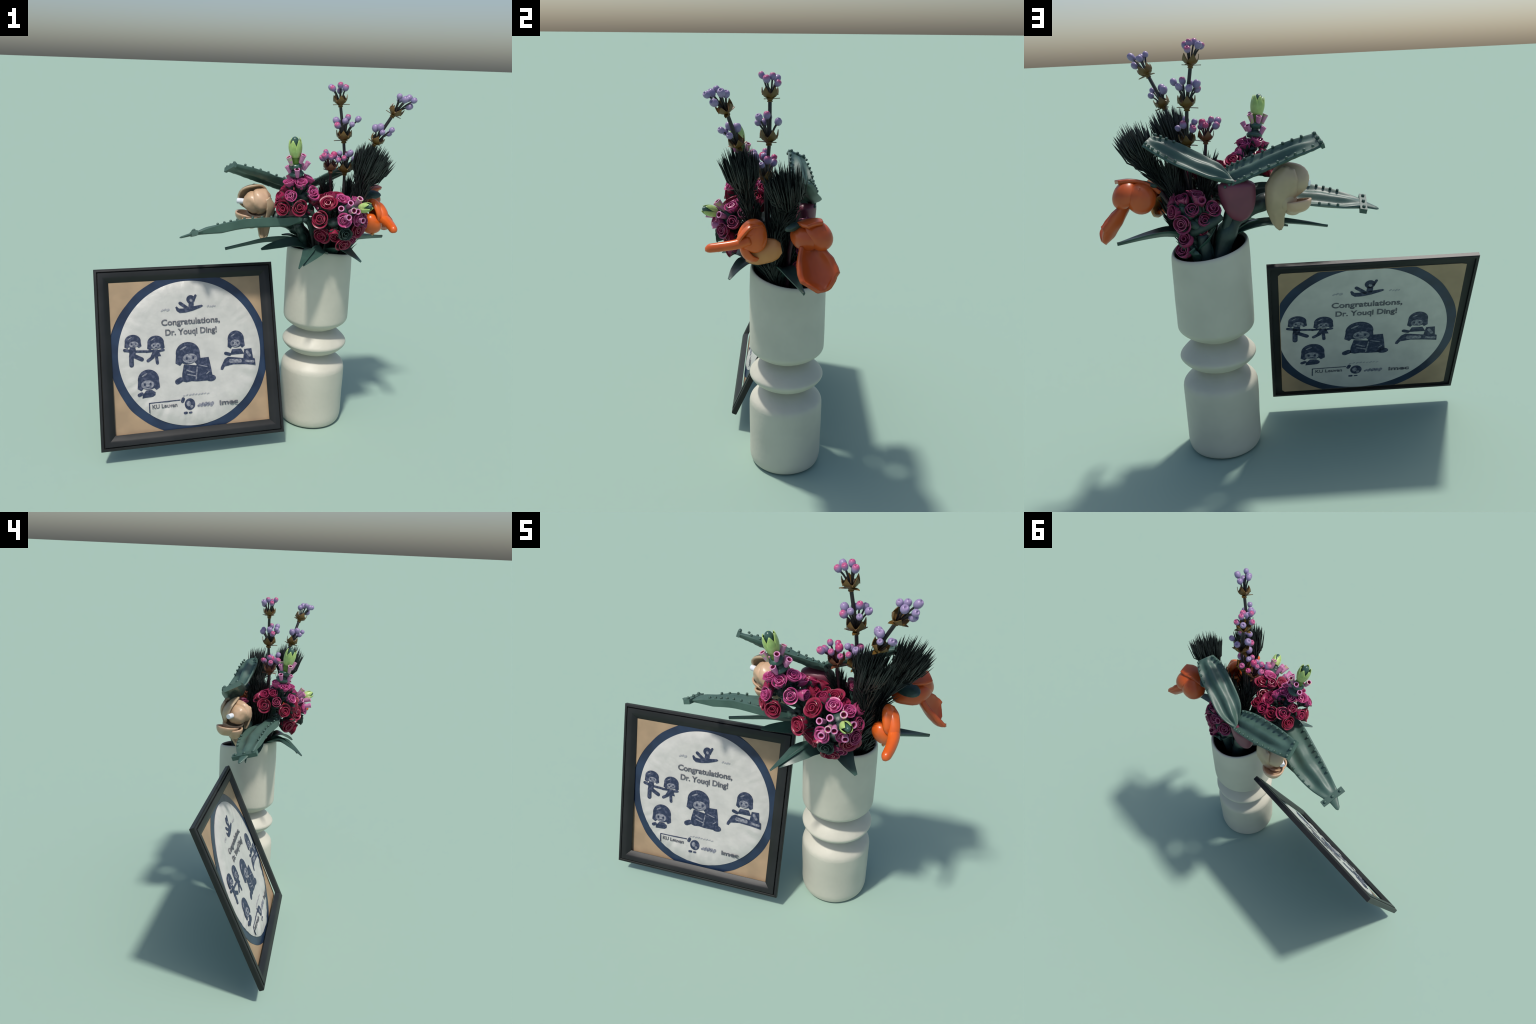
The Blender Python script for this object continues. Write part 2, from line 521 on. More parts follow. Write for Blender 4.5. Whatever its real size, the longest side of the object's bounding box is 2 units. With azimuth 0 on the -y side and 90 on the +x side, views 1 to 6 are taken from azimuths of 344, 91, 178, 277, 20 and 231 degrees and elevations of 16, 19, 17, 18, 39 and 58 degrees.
# ---- left spike, upright
up1 = (-0.16, -0.24, 1.0)
st, _ = spike([(0.36, 0.06, 0.90), (0.33, 0.01, 1.08), (0.27, -0.05, 1.24), (0.20, -0.085, 1.36), (0.165, -0.11, 1.47), (0.140, -0.140, 1.60)], 0.017,
      [((0.107, -0.141, 1.508), 0.031, "pink", "rose", (-0.35, -0.15, 1)), ((0.162, -0.178, 1.506), 0.033, "pink", "rose", (-0.1, -0.45, 1)),
       ((0.219, -0.135, 1.525), 0.031, "pink", "rose", (0.5, -0.15, 1)), ((0.203, -0.095, 1.512), 0.033, "pink", "rose", (0.3, 0.4, 1)),
       ((0.137, -0.085, 1.530), 0.030, "pink", "tulip", (-0.3, 0.5, 1)),
       ((0.099, -0.194, 1.439), 0.031, "pink", "rose", (-0.5, -0.75, 0.45)), ((0.222, -0.205, 1.458), 0.034, "pink", "rose", (0.25, -0.8, 0.5)),
       ((0.145, -0.226, 1.384), 0.040, "crimson", "rose", (-0.05, -1, 0.05)), ((0.072, -0.160, 1.362), 0.039, "crimson", "rose", (-0.7, -0.6, 0.1)),
       ((0.082, -0.030, 1.388), 0.038, "crimson", "rose", (-0.95, 0.1, 0.35)), ((0.122, -0.022, 1.453), 0.036, "magenta", "rose", (-0.6, 0.45, 0.75)),
       ((0.065, -0.105, 1.420), 0.032, "magenta", "tulip", (-0.9, -0.1, 0.35)), ((0.105, -0.075, 1.465), 0.030, "magenta", "tulip", (-0.7, 0.1, 0.7)),
       ((0.180, 0.020, 1.425), 0.040, "crimson", "rose", (-0.3, 0.7, 0.6)), ((0.262, -0.025, 1.446), 0.037, "magenta", "rose", (0.25, 0.5, 0.8)),
       ((0.240, -0.070, 1.475), 0.032, "pink", "tulip", (0.5, 0.1, 0.85)), ((0.275, -0.130, 1.425), 0.032, "pink", "tulip", (0.9, -0.3, 0.1)),
       ((0.295, -0.060, 1.415), 0.040, "crimson", "tulip", (0.55, 0.1, 0.8)), ((0.245, 0.035, 1.415), 0.044, "magenta", "tulip", (0.2, 0.6, 0.8)),
       ((0.310, 0.020, 1.405), 0.042, "crimson", "tulip", (0.3, 0.4, 0.85))],
      [((0.162, -0.194, 1.645), 0.0145, "tube", (0.22, -0.42, 1)), ((0.089, -0.173, 1.632), 0.0145, "tube_lime", (-0.5, -0.18, 1)),
       ((0.204, -0.152, 1.603), 0.0145, "tube", (0.5, -0.25, 1)), ((0.101, -0.118, 1.578), 0.0145, "tube", (-0.55, 0.1, 1)),
       ((0.136, -0.177, 1.570), 0.0150, "tube", (-0.25, -0.5, 1)), ((0.166, -0.108, 1.643), 0.0145, "tube_lime", (0.25, 0.25, 1)),
       ((0.122, -0.110, 1.632), 0.0145, "tube", (-0.2, 0.35, 1)), ((0.182, -0.110, 1.590), 0.0145, "tube", (0.35, 0.35, 1))])
g = Geo()
g.revolve([(0, -0.05), (0.019, -0.05), (0.0215, -0.02), (0.023, 0.012), (0, 0.014)], 20, Matrix.Translation((0.132, -0.150, 1.632)) @ aim(up1))
make("bud_foot", g.v, g.f, M["moss"], st)
g = Geo()
g.revolve([(0, -0.02), (0.03, -0.018), (0.035, -0.004), (0.028, 0.008), (0, 0.01)], 20, Matrix.Translation((0.139, -0.139, 1.588)) @ aim(up1))
g.revolve([(0, -0.02), (0.034, -0.018), (0.040, -0.004), (0.030, 0.008), (0, 0.01)], 20, Matrix.Translation((0.149, -0.126, 1.545)) @ aim(up1))
make("bud_collar", g.v, g.f, M["bud_dark"], st)
add_bud(st, (0.1275, -0.1585, 1.662), up1, 0.050, 6, 0.07, 0.5, 0.98)

# ---- front spike, leaning out over the rim towards -y
d2 = V3((0.33, -0.62, 0.26))
st, _ = spike([(0.40, 0.07, 0.90), (0.40, 0.03, 1.08), (0.395, -0.06, 1.20), (0.405, -0.13, 1.285), (0.432, -0.19, 1.335), (0.462, -0.245, 1.370)], 0.018,
      [((0.312, -0.182, 1.398), 0.042, "crimson", "rose", (-0.35, -0.5, 0.7)), ((0.255, -0.222, 1.321), 0.043, "crimson", "rose", (-0.55, -0.8, 0.2)),
       ((0.288, -0.165, 1.210), 0.045, "crimson", "rose", (-0.55, -0.6, -0.35)), ((0.410, -0.205, 1.168), 0.040, "crimson", "rose", (0.05, -0.85, -0.45)),
       ((0.494, -0.195, 1.243), 0.043, "crimson", "rose", (0.4, -0.85, -0.15)), ((0.398, -0.251, 1.240), 0.035, "calyx_green", "rose", (0, -0.95, -0.1)),
       ((0.388, -0.090, 1.421), 0.042, "crimson", "rose", (-0.1, -0.2, 1)), ((0.402, -0.158, 1.414), 0.034, "pink", "rose", (-0.05, -0.45, 0.9)),
       ((0.376, -0.262, 1.316), 0.034, "pink", "rose", (-0.2, -0.95, 0.15)), ((0.470, -0.238, 1.310), 0.034, "pink", "rose", (0.35, -0.9, -0.05)),
       ((0.478, -0.170, 1.410), 0.032, "pink", "rose", (0.35, -0.3, 0.85)), ((0.330, -0.045, 1.400), 0.042, "crimson", "tulip", (-0.3, 0.0, 0.9)),
       ((0.525, -0.165, 1.345), 0.036, "plum", "tulip", (0.8, -0.25, 0.4)), ((0.520, -0.215, 1.300), 0.034, "plum", "rose", (0.75, -0.6, 0.1)),
       ((0.515, -0.120, 1.255), 0.040, "crimson", "tulip", (0.8, -0.3, -0.1)), ((0.345, -0.120, 1.430), 0.036, "magenta", "tulip", (-0.25, -0.1, 0.95)),
       ((0.350, -0.205, 1.215), 0.038, "crimson", "tulip", (-0.2, -0.8, -0.4)), ((0.450, -0.195, 1.190), 0.038, "plum", "tulip", (0.25, -0.85, -0.4)),
       ((0.440, -0.090, 1.395), 0.036, "magenta", "tulip", (0.3, 0.1, 0.9)), ((0.515, -0.110, 1.385), 0.032, "plum", "tulip", (0.7, 0, 0.6))],
      [((0.363, -0.243, 1.376), 0.0165, "tube", (-0.25, -0.75, 0.5)), ((0.411, -0.250, 1.406), 0.0165, "tube", (-0.05, -0.75, 0.6)),
       ((0.414, -0.291, 1.374), 0.0165, "tube_lime", (0.0, -0.9, 0.3)), ((0.468, -0.237, 1.425), 0.0175, "tube_lime", (0.15, -0.6, 0.8)),
       ((0.387, -0.297, 1.340), 0.0165, "tube", (0.05, -0.95, 0.2)), ((0.484, -0.258, 1.312), 0.0165, "tube", (0.25, -0.95, 0.0)),
       ((0.440, -0.284, 1.366), 0.0160, "tube", (0.15, -0.9, 0.15)), ((0.512, -0.225, 1.372), 0.0165, "tube", (0.7, -0.55, 0.4))])
add_bud(st, (0.482, -0.257, 1.380), d2, 0.036, 4, 0.0, 0.9, 1.12)
g = Geo()
g.revolve([(0, -0.10), (0.03, -0.095), (0.046, -0.06), (0.040, -0.02), (0.028, 0.0), (0, 0.004)], 20, Matrix.Translation((0.455, -0.215, 1.362)) @ aim(d2))
make("bud_collar", g.v, g.f, M["calyx_green"], st)

# ---- rear spike, crouching over the rim on the +y side
st, _ = spike([(0.42, 0.11, 0.90), (0.44, 0.13, 1.05), (0.45, 0.155, 1.15), (0.45, 0.165, 1.22), (0.445, 0.175, 1.28)], 0.026,
      [((0.445, 0.232, 1.270), 0.034, "plum", "tulip", (0, 0.8, 0.5)), ((0.500, 0.250, 1.206), 0.040, "plum", "rose", (0.25, 0.95, 0.0)),
       ((0.540, 0.222, 1.262), 0.034, "plum", "rose", (0.75, 0.55, 0.25)), ((0.350, 0.235, 1.272), 0.036, "plum", "rose", (-0.5, 0.75, 0.5)),
       ((0.495, 0.205, 1.318), 0.036, "plum", "tulip", (0.2, 0.4, 0.85)), ((0.392, 0.225, 1.215), 0.032, "plum", "tulip", (-0.35, 0.8, 0.5)),
       ((0.494, 0.232, 1.136), 0.038, "plum", "tulip", (0.3, 0.75, 0.5)), ((0.505, 0.222, 1.080), 0.038, "plum", "tulip", (0.4, 0.7, 0.5)),
       ((0.418, 0.205, 1.330), 0.034, "plum", "tulip", (-0.1, 0.3, 0.95)), ((0.550, 0.170, 1.300), 0.032, "plum", "rose", (0.8, 0.1, 0.5)),
       ((0.440, 0.150, 1.335), 0.034, "plum", "rose", (-0.1, -0.1, 0.95)), ((0.525, 0.165, 1.215), 0.036, "plum", "tulip", (0.9, 0.1, 0.2)),
       ((0.405, 0.200, 1.160), 0.032, "crimson", "tulip", (-0.5, 0.7, 0.3)), ((0.52, 0.14, 1.13), 0.032, "crimson", "tulip", (0.9, 0.0, 0.3))],
      [((0.398, 0.240, 1.309), 0.020, "plum", (-0.1, 0.85, 0.5))])
g = Geo()
for k in range(9):   # leafy green filling between the rear roses
    a = RND.uniform(0, 6.28)
    c = V3((0.455, 0.175, 1.09)) + V3((0.035 * math.cos(a), 0.03 * math.sin(a), RND.uniform(-0.04, 0.17)))
    g.ellipsoid(c, (0.03, 0.024, 0.045), aim((RND.uniform(-1, 1), RND.uniform(0, 1), RND.uniform(0.2, 1))).to_3x3(), 10, 8)
make("spike_foliage", g.v, g.f, M["calyx_green"], st)


# =================================================================== BERRY SPRIGS
def berry_mesh():
    g = Geo()
    prof = [(0, -1.0), (0.45, -0.92), (0.82, -0.55), (0.98, -0.05), (0.93, 0.42), (0.74, 0.78), (0.52, 0.95), (0.36, 0.93), (0.24, 0.72), (0, 0.6)]
    g.revolve(prof, 14)
    ob = make("berry", g.v, g.f, M["berry_blue"])
    me = ob.data
    bpy.data.objects.remove(ob)
    return me


BERRY = berry_mesh()


def cup_mesh():
    """bronze bowl with five pointed lobes, unit height ~1, base at origin."""
    g = Geo()
    n = 40
    prof = [(0.10, 0.20), (0.26, 0.24), (0.46, 0.36), (0.60, 0.56), (0.655, 0.76), (0.66, 0.92)]
    rows = []
    for k, (r, z) in enumerate(prof):
        row = []
        for j in range(n):
            a = 2 * math.pi * j / n
            tri = abs(((a * 5 / (2 * math.pi)) % 1) * 2 - 1)     # 0 valley .. 1 peak
            w = max(0, k - 2) / 3
            zz = z + (tri - 0.72) * 0.62 * w * w
            row.append((r * math.cos(a), r * math.sin(a), zz))
        rows.append(row)
    g.grid(rows, closed=True, cap0=True)
    ob = make("calyx_cup", g.v, g.f, M["cup"])
    thicken(ob, 0.055)
    g2 = Geo()
    g2.v = [v.co.copy() for v in ob.data.vertices]
    g2.f = [tuple(p.vertices) for p in ob.data.polygons]
    g2.revolve([(0, -0.06), (0.22, -0.06), (0.24, 0.0), (0.19, 0.05), (0.22, 0.10), (0.25, 0.13), (0.22, 0.24), (0, 0.26)], 14)
    for k in range(3):    # flat bracts sticking out under the bowl
        a = [0.2, 2.5, 4.2][k]
        rows = []
        for i in range(7):
            t = i / 6
            w = 0.17 * math.sin(math.pi * (0.25 + 0.75 * t)) ** 0.8 if i < 6 else 0.01
            x = lerp(0.15, 0.88, t)
            z = 0.16 + 0.06 * t * (1 if k != 1 else -0.3)
            rows.append([Matrix.Rotation(a, 3, "Z") @ V3(q) for q in ((x, -w, z + 0.025), (x, 0, z - 0.01), (x, w, z + 0.025), (x, w, z + 0.05), (x, 0, z + 0.035), (x, -w, z + 0.05))])
        g2.grid(rows, closed=True, cap0=True, cap1=True)
    bpy.data.objects.remove(ob)
    ob = make("calyx_cup", g2.v, g2.f, M["cup"], angle=50)
    me = ob.data
    bpy.data.objects.remove(ob)
    return me


CUP = cup_mesh()


def sprig(stem_pts, radius, nodes, stem_mat="stem"):
    """stem with bronze cups; each cup holds stalked berries around the passing stem."""
    pts = spline(stem_pts, 30)
    g = Geo()
    g.tube(pts, radius, 8)
    stalks = Geo()
    berries = []
    for base, d, size, tops, matname, seed in nodes:
        r = random.Random(seed)
        b = V3(base)
        ax = V3(d).normalized()
        for top in tops:
            top = V3(top)
            off = top - b
            side = off - ax * off.dot(ax)
            foot = b + ax * size * 0.35 + side.normalized() * 0.007
            mid = foot.lerp(top, 0.5) - side * 0.08 + ax * 0.004
            stalks.tube(spline([foot, mid, top], 6), 0.0042, 6)
            berries.append((top, (top - mid), r.uniform(0.0142, 0.0192), matname if not isinstance(matname, (list, tuple)) else r.choice(matname)))
    g.v_n = len(g.v)
    g.add(stalks.v, stalks.f)
    st = make("berry_sprig", g.v, g.f, M[stem_mat], bouquet)
    for base, d, size, *_r in nodes:
        instance(CUP, "calyx_cup", st, base, d, size, RND.uniform(0, 6.28), M["cup_wine"] if "berry_rose" in _r[1] else M["cup"])
    for p, d, s, mname in berries:
        instance(BERRY, "berry", st, p, d, (s, s, s * RND.uniform(0.95, 1.15)), RND.uniform(0, 6.28), M[mname])
    return st


sprig([(0.44, 0.06, 0.92), (0.462, 0.0, 1.25), (0.465, -0.012, 1.50), (0.453, 0.001, 1.687), (0.421, 0.002, 1.875), (0.420, 0.002, 1.895)], 0.0085,
      [((0.421, 0.002, 1.872), (-0.10, 0.0, 1), 0.056,
        [(0.399, -0.036, 1.982), (0.367, -0.015, 1.963), (0.417, 0.013, 1.979), (0.437, -0.013, 1.968), (0.376, 0.033, 1.966), (0.425, 0.036, 1.950)],
        ["berry_pink", "berry_pink", "berry_pink", "berry_blue"], 14),
       ((0.453, 0.000, 1.684), (-0.04, 0.0, 1), 0.062,
        [(0.463, -0.010, 1.815), (0.507, -0.043, 1.810), (0.472, -0.049, 1.783), (0.400, -0.006, 1.798), (0.433, -0.045, 1.801), (0.401, -0.025, 1.775),
         (0.478, 0.039, 1.790), (0.432, 0.040, 1.782)], ["berry_blue", "berry_blue", "berry_pink"], 12),
       ((0.464, -0.014, 1.512), (0, 0.05, 1), 0.058,
        [(0.425, -0.022, 1.627), (0.475, -0.005, 1.618), (0.469, -0.061, 1.633), (0.438, -0.055, 1.606), (0.432, 0.021, 1.598), (0.505, -0.030, 1.600)],
        ["berry_pink", "berry_blue", "berry_blue"], 13)])
sprig([(0.44, 0.05, 0.92), (0.47, -0.02, 1.25), (0.52, -0.08, 1.50), (0.569, -0.127, 1.687), (0.638, -0.170, 1.838), (0.645, -0.175, 1.855)], 0.0085,
      [((0.638, -0.170, 1.836), (0.48, -0.32, 1), 0.054,
        [(0.649, -0.212, 1.939), (0.714, -0.187, 1.930), (0.705, -0.217, 1.890), (0.673, -0.171, 1.922), (0.714, -0.245, 1.922), (0.672, -0.231, 1.925)], "berry_blue", 21),
       ((0.569, -0.128, 1.684), (0.40, -0.26, 1), 0.054,
        [(0.581, -0.166, 1.781), (0.630, -0.197, 1.770), (0.585, -0.184, 1.756), (0.568, -0.135, 1.773), (0.634, -0.161, 1.748)], "berry_blue", 22)])
sprig([(0.41, 0.06, 0.92), (0.41, 0.02, 1.20), (0.395, -0.005, 1.38), (0.380, -0.018, 1.527), (0.378, -0.019, 1.545)], 0.0075,
      [((0.380, -0.018, 1.525), (-0.08, -0.05, 1), 0.056,
        [(0.347, -0.020, 1.634), (0.321, -0.074, 1.621), (0.327, -0.029, 1.604), (0.389, -0.029, 1.619), (0.362, -0.060, 1.612), (0.372, 0.022, 1.612), (0.402, -0.062, 1.598)],
        ["berry_pink", "berry_pink", "berry_rose"], 31)], "stem_red")


# =================================================================== FERN BRUSHES
def brush(base, tip, spread, count, length, seed, along=0.35, stem_from=None, curve=0.0, name="fern_brush"):
    """A bottlebrush: thin blades springing from a short stem and flaring outwards."""
    r = random.Random(seed)
    b, t = V3(base), V3(tip)
    ax = (t - b)
    L = ax.length
    ax.normalize()
    rot = aim(ax).to_3x3()
    g = Geo()
    for k in range(count):
        s = r.random() ** 1.3 * along * L
        a = r.uniform(0, 2 * math.pi)
        e = r.random() ** 0.42
        end_h = L * r.uniform(0.78, 1.06) * (1 - 0.20 * e * e) if r.random() < 0.62 else s + length * r.uniform(0.55, 1.05)
        R = spread * e * min(1.0, 0.42 + 0.72 * end_h / L) * r.uniform(0.82, 1.12)
        p0 = b + rot @ V3((0.010 * math.cos(a) * e, 0.010 * math.sin(a) * e, s))
        p2 = b + rot @ V3((R * math.cos(a), R * math.sin(a), end_h)) + V3((0, 0, curve * e))
        p1 = p0.lerp(p2, 0.5) + rot @ V3((0.26 * R * math.cos(a), 0.26 * R * math.sin(a), -0.012))
        w = r.uniform(0.0030, 0.0050)
        g.tube([p0, p1, p1.lerp(p2, 0.55), p2], [w * 0.8, w, w * 0.8, w * 0.12], 4, cap=False)
    if stem_from:
        g.tube(spline([stem_from, V3(stem_from).lerp(b, 0.55) + V3((0, 0, -0.015)), b, b + ax * L * 0.4], 14), 0.011, 8)
    ob = make(name, g.v, g.f, M["bristle"], bouquet)
    ob["kind"] = "stuff"
    return ob


def bristled_stem(pts, r0, count, length, seed, splay=0.6):
    r = random.Random(seed)
    P = spline(pts, 40)
    g = Geo()
    g.tube(P, 0.012, 8)
    for k in range(count):
        u = r.random()
        i = min(int(u * 39), 38)
        p = P[i].lerp(P[i + 1], u * 39 - i)
        t = (P[i + 1] - P[i]).normalized()
        o = t.orthogonal().normalized()
        o = Quaternion(t, r.uniform(0, 6.28)) @ o
        d = (t * 0.75 + o * splay * r.uniform(0.5, 1.15) + V3((0, 0, 0.45))).normalized()
        L = length * r.uniform(0.7, 1.15)
        w = r.uniform(0.0030, 0.0050)
        q = p + d * L
        g.tube([p + o * r0 * 0.3, p.lerp(q, 0.5) + o * 0.006, q], [w, w, w * 0.12], 4, cap=False)
    ob = make("fern_brush", g.v, g.f, M["bristle"], bouquet)
    ob["kind"] = "stuff"


brush((0.640, 0.095, 1.425), (0.722, 0.062, 1.640), 0.098, 330, 0.13, 41, 0.36)
brush((0.520, -0.098, 1.462), (0.582, -0.142, 1.695), 0.092, 330, 0.13, 42, 0.36)
bristled_stem([(0.45, 0.06, 1.02), (0.50, 0.03, 1.20), (0.575, 0.05, 1.33), (0.642, 0.094, 1.44)], 0.03, 430, 0.115, 43, 0.7)
bristled_stem([(0.46, 0.04, 1.02), (0.50, -0.03, 1.18), (0.525, -0.075, 1.32), (0.530, -0.100, 1.47)], 0.03, 480, 0.112, 44, 0.7)
bristled_stem([(0.43, 0.07, 1.02), (0.42, 0.06, 1.18), (0.40, 0.05, 1.30), (0.375, 0.02, 1.405)], 0.03, 420, 0.105, 45, 0.6)
bristled_stem([(0.45, 0.08, 1.05), (0.49, 0.09, 1.20), (0.53, 0.10, 1.31), (0.55, 0.09, 1.40)], 0.03, 380, 0.105, 46, 0.65)
bristled_stem([(0.46, 0.06, 0.98), (0.52, 0.03, 1.08), (0.56, 0.03, 1.18), (0.575, 0.02, 1.27)], 0.03, 380, 0.10, 47, 0.6)


# =================================================================== LONG STUDDED LEAVES
def stud_mesh():
    g = Geo()
    g.revolve([(0.95, -0.6), (0.95, 0.15), (0.86, 0.5), (0.6, 0.78), (0.3, 0.9), (0, 0.92)], 12)
    ob = make("stud", g.v, g.f, M["leaf"])
    me = ob.data
    bpy.data.objects.remove(ob)
    return me


STUD = stud_mesh()


def long_leaf(edge_a, edge_b, thick, ribs, studs_a, studs_b, flip=1, crease=0.010, end_bar=None, tip=None, bumps=0.0, seed=1, under=False, lift=0.0, arch=0.0, skirt=0.0):
    """Leaf lofted between two edge lines; lengthwise pleats, rounded edges, studs along the edges."""
    n, m = 40, 25
    A, B = spline(edge_a, n), spline(edge_b, n)
    g = Geo()
    top_rows, frames = [], []
    for i in range(n):
        a, b = A[i], B[i]
        t = (A[min(i + 1, n - 1)] - A[max(i - 1, 0)] + B[min(i + 1, n - 1)] - B[max(i - 1, 0)]).normalized()
        w = b - a
        nrm = (t.cross(w)).normalized() * flip
        a, b = a + nrm * lift, b + nrm * lift
        frames.append((a, b, nrm, t))
        u = i / (n - 1)
        env = min(1, u * 6) * min(1, (1 - u) * 4)
        ring = []
        for j in range(m):
            s = j / (m - 1)
            pleat = math.cos(2 * math.pi * ribs * s) * crease * env
            edge = math.sin(math.pi * min(1, max(0, s))) ** 0.35
            pleat += arch * math.sin(math.pi * s) * env
            wob = bumps * noise.noise(V3((u * 7, s * 3, seed * 3.1)))
            ring.append(a.lerp(b, s) + nrm * (pleat + wob + thick * 0.5 * edge))
        for j in reversed(range(1, m - 1)):
            s = j / (m - 1)
            edge = math.sin(math.pi * s) ** 0.35
            pleat = math.cos(2 * math.pi * ribs * s) * crease * env * 0.6 + arch * math.sin(math.pi * s) * env
            rough = 0.004 * noise.noise(V3((u * 30, s * 14, seed * 7.7))) if under else 0
            ring.append(a.lerp(b, s) + nrm * (pleat + rough - thick * 0.5 * edge) - V3((0, 0, skirt * s * s * env)))
        top_rows.append(ring)
    g.grid(top_rows, closed=True, cap0=True, cap1=True)
    if end_bar:
        wbar, lbar = end_bar
        a, b, nrm, t = frames[-1]
        c, half = (a + b) / 2, (b - a) / 2 * wbar
        sd = half.normalized()
        rows = []
        for k in range(2):
            cc = c + t * (lbar * (k - 0.35))
            h = thick * 0.50
            rows.append([cc + half + nrm * h, cc - half + nrm * h, cc - half - nrm * h, cc + half - nrm * h])
        g.grid(rows, closed=True, cap0=True, cap1=True)
    if tip:
        a, b, nrm, t = frames[-1]
        c = (a + b) / 2
        e = V3(tip)
        sd = (b - a).normalized()
        rows = []
        for k in range(9):
            u = k / 8
            p = c.lerp(e, u)
            hw = 0.034 * (1 - 0.70 * u) if k < 8 else 0.004
            ht = thick * 0.42 * (1 - 0.5 * u) if k < 8 else 0.003
            rows.append([p + sd * hw * math.cos(q) + nrm * ht * math.sin(q) for q in [2 * math.pi * z / 14 for z in range(14)]])
        g.grid(rows, closed=True, cap0=True, cap1=True)
    leaf = make("long_leaf", g.v, g.f, M["leaf"], bouquet, angle=40)
    for cnt, lo, hi, side in (studs_a + (0,), studs_b + (1,)):
        for k in range(cnt):
            u = lerp(lo, hi, k / max(1, cnt - 1))
            i = min(int(u * (n - 1)), n - 2)
            a, b, nrm, t = frames[i]
            s = 0.075 if side == 0 else 0.925
            q = u * (n - 1) - i
            p = frames[i][0].lerp(frames[i + 1][0], q).lerp(frames[i][1].lerp(frames[i + 1][1], q), s)
            instance(STUD, "stud", leaf, p + nrm * (thick * 0.42 + crease * 0.75), nrm, 0.0072, 0)
    if end_bar:
        a, b, nrm, t = frames[-1]
        c, half = (a + b) / 2, (b - a) / 2 * end_bar[0]
        for k in (-0.72, 0, 0.72):
            instance(STUD, "stud", leaf, c + half * k + t * end_bar[1] * 0.15 + nrm * thick * 0.62, nrm, 0.0088, 0)
    return leaf


long_leaf([(0.20, -0.02, 1.245), (0.07, 0.045, 1.238), (-0.09, 0.085, 1.218), (-0.23, 0.082, 1.198), (-0.345, 0.055, 1.190)],
          [(0.21, -0.118, 1.298), (0.085, -0.128, 1.300), (-0.090, -0.088, 1.288), (-0.22, -0.060, 1.258), (-0.354, -0.026, 1.216)],
          0.024, 2, (4, 0.50, 0.74), (9, 0.26, 0.78), flip=1, crease=0.008, end_bar=(1.7, 0.034), tip=(-0.428, 0.034, 1.177), bumps=0.006, seed=2, skirt=0.034)
long_leaf([(0.300, 0.212, 1.330), (0.20, 0.225, 1.375), (0.03, 0.215, 1.440), (-0.152, 0.178, 1.506)],
          [(0.285, 0.120, 1.425), (0.19, 0.095, 1.452), (0.03, 0.085, 1.505), (-0.120, 0.086, 1.550)],
          0.026, 2, (13, 0.04, 0.93), (10, 0.04, 0.88), flip=1, crease=0.011, end_bar=(1.0, 0.016), bumps=0.006, seed=3, under=True, lift=0.004)
long_leaf([(0.255, 0.215, 1.362), (0.36, 0.245, 1.395), (0.492, 0.223, 1.447), (0.60, 0.200, 1.508), (0.650, 0.170, 1.545)],
          [(0.265, 0.185, 1.380), (0.32, 0.120, 1.430), (0.425, 0.087, 1.490), (0.54, 0.072, 1.545), (0.612, 0.085, 1.575)],
          0.026, 2, (6, 0.55, 0.96), (4, 0.70, 0.96), flip=-1, crease=0.011, bumps=0.007, seed=4, lift=0.008)


# =================================================================== SMALL LEAVES AT THE RIM
def small_leaf(spine, width, up=(0, 0, 1), fold=0.35, prof=None, thick=0.008, twist=0.0):
    prof = prof or [(0, 0.45), (0.2, 0.8), (0.45, 1.0), (0.7, 0.78), (0.9, 0.38), (1.0, 0.12)]
    n = 26
    P = spline(spine, n)
    g = Geo()
    rows = []
    for i, p in enumerate(P):
        t = (P[min(i + 1, n - 1)] - P[max(i - 1, 0)]).normalized()
        sd = t.cross(V3(up)).normalized()
        nn = sd.cross(t).normalized()
        if twist:
            q = Quaternion(t, twist * i / n)
            sd, nn = q @ sd, q @ nn
        u = i / (n - 1)
        w = width * 0.5 * interp(prof, u)
        th = thick * (1 - 0.5 * u) * 0.5
        row = []
        cs = [-1, -0.66, -0.33, 0, 0.33, 0.66, 1]
        for s in cs:
            row.append(p + sd * (s * w) + nn * (abs(s) * w * fold + th * (1.35 - abs(s))))
        for s in reversed(cs):
            row.append(p + sd * (s * w * 0.97) + nn * (abs(s) * w * fold - th * (1.35 - abs(s))))
        rows.append(row)
    g.grid(rows, closed=True, cap0=True, cap1=True)
    return make("leaf", g.v, g.f, M["small_leaf"], bouquet, angle=70)


small_leaf([(0.36, 0.09, 0.98), (0.30, 0.08, 1.085), (0.20, 0.065, 1.128), (0.06, 0.05, 1.142), (-0.06, 0.04, 1.128), (-0.180, 0.035, 1.106)], 0.064, fold=0.5, thick=0.024,
           prof=[(0, 0.8), (0.3, 1.0), (0.5, 0.9), (0.7, 0.5), (0.9, 0.25), (1, 0.1)], up=(0, 0.45, 1))
small_leaf([(0.36, 0.06, 0.98), (0.29, 0.03, 1.09), (0.20, 0.01, 1.130), (0.10, 0.0, 1.122), (0.011, -0.011, 1.107)], 0.075, fold=0.25, thick=0.014,
           prof=[(0, 0.8), (0.4, 1.0), (0.7, 0.85), (0.9, 0.5), (1, 0.2)], up=(0, -0.5, 1))
small_leaf([(0.36, 0.05, 0.98), (0.31, -0.04, 1.09), (0.25, -0.13, 1.125), (0.20, -0.20, 1.105), (0.142, -0.271, 1.072)], 0.064, fold=0.35, thick=0.014,
           prof=[(0, 0.6), (0.35, 0.95), (0.6, 1.0), (0.85, 0.5), (1, 0.14)], up=(-0.35, -0.3, 1))
